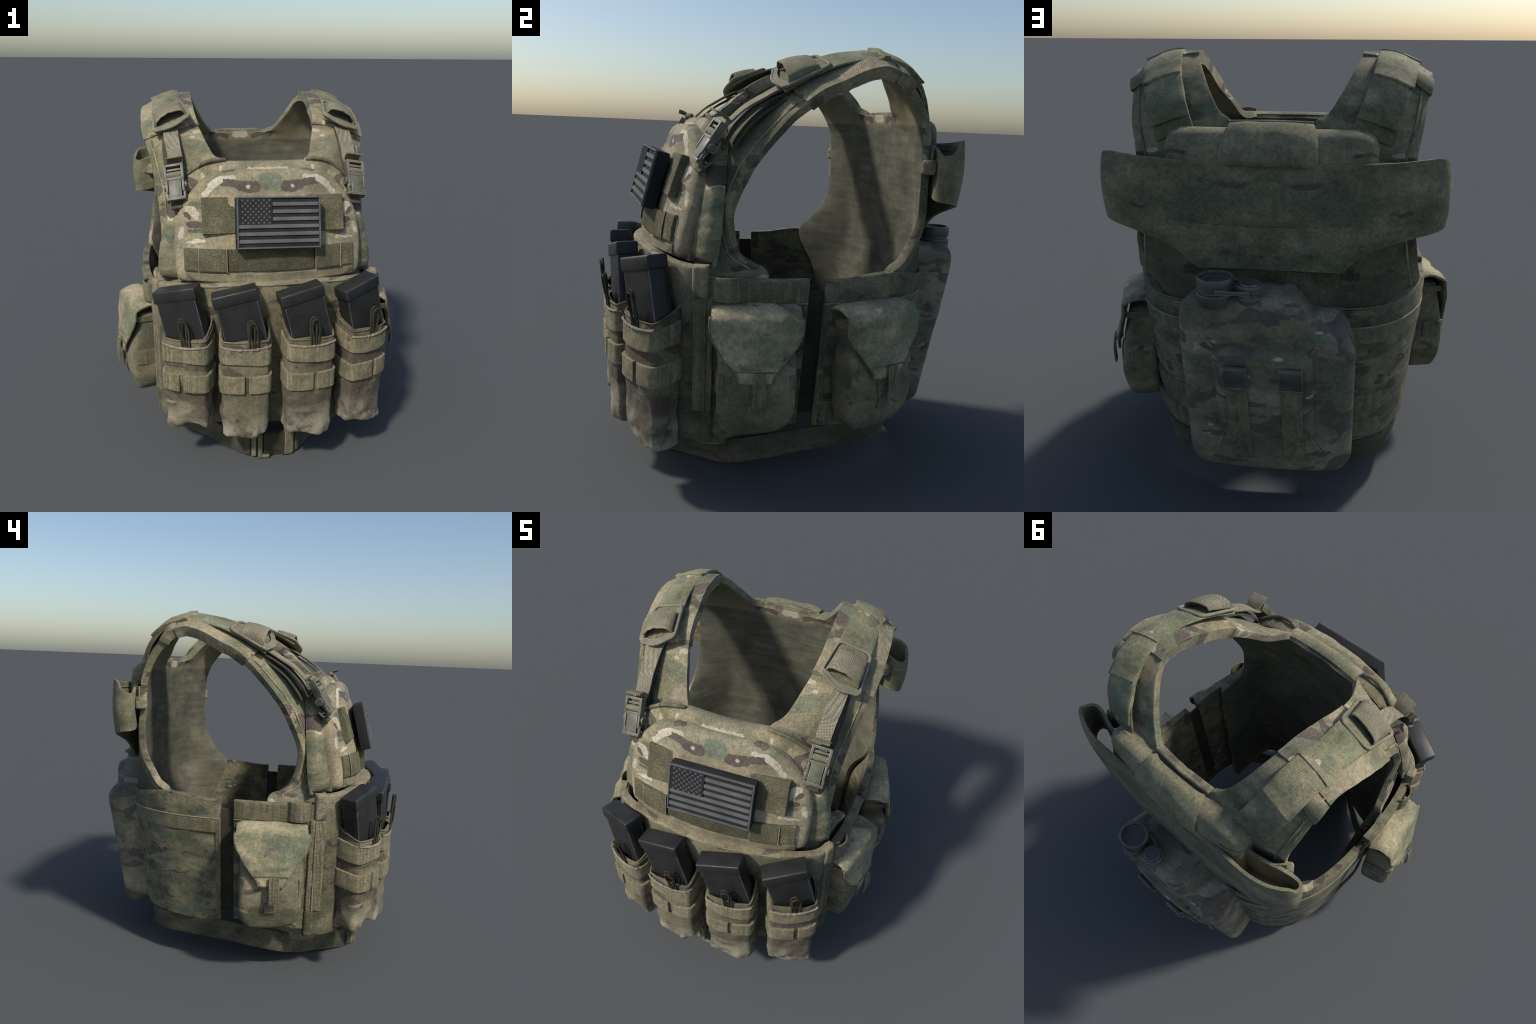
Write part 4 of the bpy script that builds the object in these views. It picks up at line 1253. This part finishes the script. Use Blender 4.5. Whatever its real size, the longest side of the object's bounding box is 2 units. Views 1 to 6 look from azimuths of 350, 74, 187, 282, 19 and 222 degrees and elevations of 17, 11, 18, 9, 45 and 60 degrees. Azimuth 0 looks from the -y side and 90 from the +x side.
slab('wing_hem', Wing, 1.14, 1.205, -.31, .31, .0075, 'back', wing, r=.003, nu=30, nv=5, back=0)
# cushion above
Yc = lambda x, z: .585 + .0 * x - .10 * x**2 - .12 * (z - 1.6)
slab('rear_cushion', frontal(Yc, 1), 1.30, 1.697, -.428, .428, .100, 'back', r=.055, nu=40, nv=26, back=.02, corner=.075, wr=.006, wrs=.12, puff=.008, seed=73)
# centre flap rolled over the cushion
pf = spline([(.600, 1.722), (.640, 1.728), (.675, 1.705), (.705, 1.665), (.722, 1.620), (.726, 1.585), (.720, 1.566)], 30)
a = np.linspace(-1, 1, 31)
P = np.zeros((30, 31, 3))
wf = np.interp(np.linspace(0, 1, 30), [0, .12, .5, .88, .96, 1], [.155, .170, .192, .200, .192, .172])
P[..., 0] = a[None] * wf[:, None] - .004
P[..., 1] = pf[:, :1] - .020 * np.abs(a)[None]**6
P[..., 2] = pf[:, 1:] - .008 * np.abs(a)[None]**4
P = P + .003 * fbm(P, .1)[..., None]
sheet('rear_flap', P, .016, 'back', out=lambda c: (0, 1, .5), bevel=.007, seg=3)
# tabs holding the wing at the arm edge
for s in (-1, 1):
    box('wing_tab', mx((.594, .532, 1.478), s), mx((.8, -.6, 0), s), (0, 0, 1), mx((.6, .8, 0), s), .034, .034, .034, 'pad', wing, .016, 4)
    ribbon('wing_tab', mx([(.60, .535, 1.52), (.56, .575, 1.52), (.50, .60, 1.52)], s), (0, 0, 1), .10, .010, 'back', wing, n=10)

# ------------------------------------------------------------------ canteen
zt = Tab((-.365, .945), (-.30, .962), (-.22, .970), (-.175, .985), (-.150, 1.02), (-.120, 1.058), (-.05, 1.070), (.10, 1.070), (.25, 1.066), (.36, 1.05))
Ycf = lambda x, z: .880 - .24 * (x - .02)**2 - .150 * np.clip((.97 - z) / .77, 0, 1)**1.1


csurf = frontal(lambda x, z: Ycf(x, z) - .215, 1)
# corner rounding of the outline through end-height rules
xl, xr = -.345, .325


def zb_(x):
    d = np.minimum(x - xl, xr - x)
    return .228 + np.where(d < .10, .10 - np.sqrt(np.maximum(.01 - (.10 - np.clip(d, 0, .1))**2, 0)), 0) * .9


def zt_(x):
    d = np.minimum(x - xl, xr - x)
    return zt(x) - np.where(d < .075, .075 - np.sqrt(np.maximum(.075**2 - (.075 - np.clip(d, 0, .075))**2, 0)), 0)


def step_relief(U, V):
    """Lower shoulder: the front sinks a little around the step on the low side."""
    return -.016 * np.exp(-((V + .15) / .03)**2) * np.clip((U - .86) / .08, 0, 1) - .014 * np.clip((U - .90) / .05, 0, 1) * np.clip((-.14 - V) / .05, 0, 1)


def canteen_surface(u, v, h):
    p = csurf(u, v, h)
    floor = .650 - .35 * p[..., 0]**2 - .135 * np.clip((.95 - p[..., 2]) / .70, 0, 1)
    p[..., 1] = np.maximum(p[..., 1], floor)
    return p


canteen = slab('canteen', swap(canteen_surface), xl, xr, zb_, zt_, .215, 'canteen', r=.048, nu=44, nv=60, back=.0, wr=.003, wrs=.15, seed=81, hfun=step_relief)
cs2 = frontal(Ycf, 1)
slab('canteen_panel', cs2, .395, .862, lambda v: -.218 + .03 * (v - .39), lambda v: .195 + .035 * (v - .39), .036, 'canteen', canteen, r=.046, nu=26, nv=26, back=.01, wr=.002, seed=82)
for x, z, dx, dz in ((.205, .868, .024, -.045), (-.205, .862, .02, -.04), (.19, .385, .02, .035), (-.215, .375, .03, .045)):
    tube('canteen_fold', [cs2(np.array(x + q * dx * np.sign(-x)), np.array(z + q * dz), np.array(.014 - .010 * q)) for q in np.linspace(-.7, .8, 7)], .0075, 'canteen', canteen, n=12)
for x0, x1 in ((.056, .156), (-.169, -.072)):
    xm, w = (x0 + x1) / 2, x1 - x0
    pz = [(z, float(Ycf(xm, z)) + h) for z, h in ((.76, .050), (.70, .044), (.55, .043), (.44, .040), (.39, .022), (.30, .010), (.258, -.008), (.232, -.045), (.224, -.10))]
    ribbon('canteen_strap', [(xm - .006 * (.76 - z) * 2, y, z) for z, y in pz], (1, 0, 0), w * .90, .012, 'molle', canteen, n=46, up=(0, 1, 0))
    pc = [(.735, .040), (.768, .042), (.784, .046), (.790, .054), (.784, .062), (.76, .062), (.71, .054), (.688, .052)]
    ribbon('canteen_clip', [(xm, float(Ycf(xm, z)) + h, z) for z, h in pc], (1, 0, 0), w, .009, 'cap', canteen, n=40)
    ribbon('canteen_clip', [(xm, float(Ycf(xm, z)) + h, z) for z, h in ((.694, .056), (.684, .054))], (1, 0, 0), w * 1.02, .014, 'cap', canteen, n=4)


def lathe(name, c, prof, mat, parent, n=40):
    """prof: (radius, z) list turned about the vertical axis at c."""
    th = np.linspace(0, 2 * math.pi, n, endpoint=False)
    P = np.array([[(c[0] + r_ * math.cos(a_), c[1] + r_ * math.sin(a_), c[2] + z) for a_ in th] for r_, z in prof])
    return link(name, mesh(name, P, quads(len(prof), n, True)), mat, parent, 35)


cc = np.array([.192, .822, 1.052])
cap = lathe('canteen_cap', cc, [(.0001, -.02), (.072, -.02), (.076, -.014), (.076, .028), (.072, .033), (.066, .035), (.066, .040), (.073, .042), (.075, .047), (.075, .090), (.072, .095), (.064, .095), (.064, .090), (.063, .074), (.040, .072), (.0001, .072)], 'cap', canteen)
c2 = np.array([.052, .826, 1.066])
cap2 = lathe('canteen_small_cap', c2, [(.0001, -.02), (.050, -.02), (.053, -.012), (.053, .004), (.048, .008), (.048, .022), (.051, .026), (.054, .030), (.054, .052), (.050, .056), (.047, .056), (.046, .050), (.044, .050), (.043, .060), (.040, .063), (.0001, .064)], 'cap', canteen)
ribbon('canteen_cap_link', [(.175, .908, 1.108), (.13, .902, 1.106), (.09, .892, 1.103), (.045, .888, 1.100)], (0, -.1, 1), [.022, .018, .014, .024], .012, 'cap', canteen, n=20)
tube('canteen_cap_link', [(.165, .756, 1.112), (.11, .766, 1.110), (.06, .784, 1.104)], .008, 'cap', canteen, n=14)

# ------------------------------------------------------------------ keep the lowest point on the ground
bpy.context.view_layer.update()
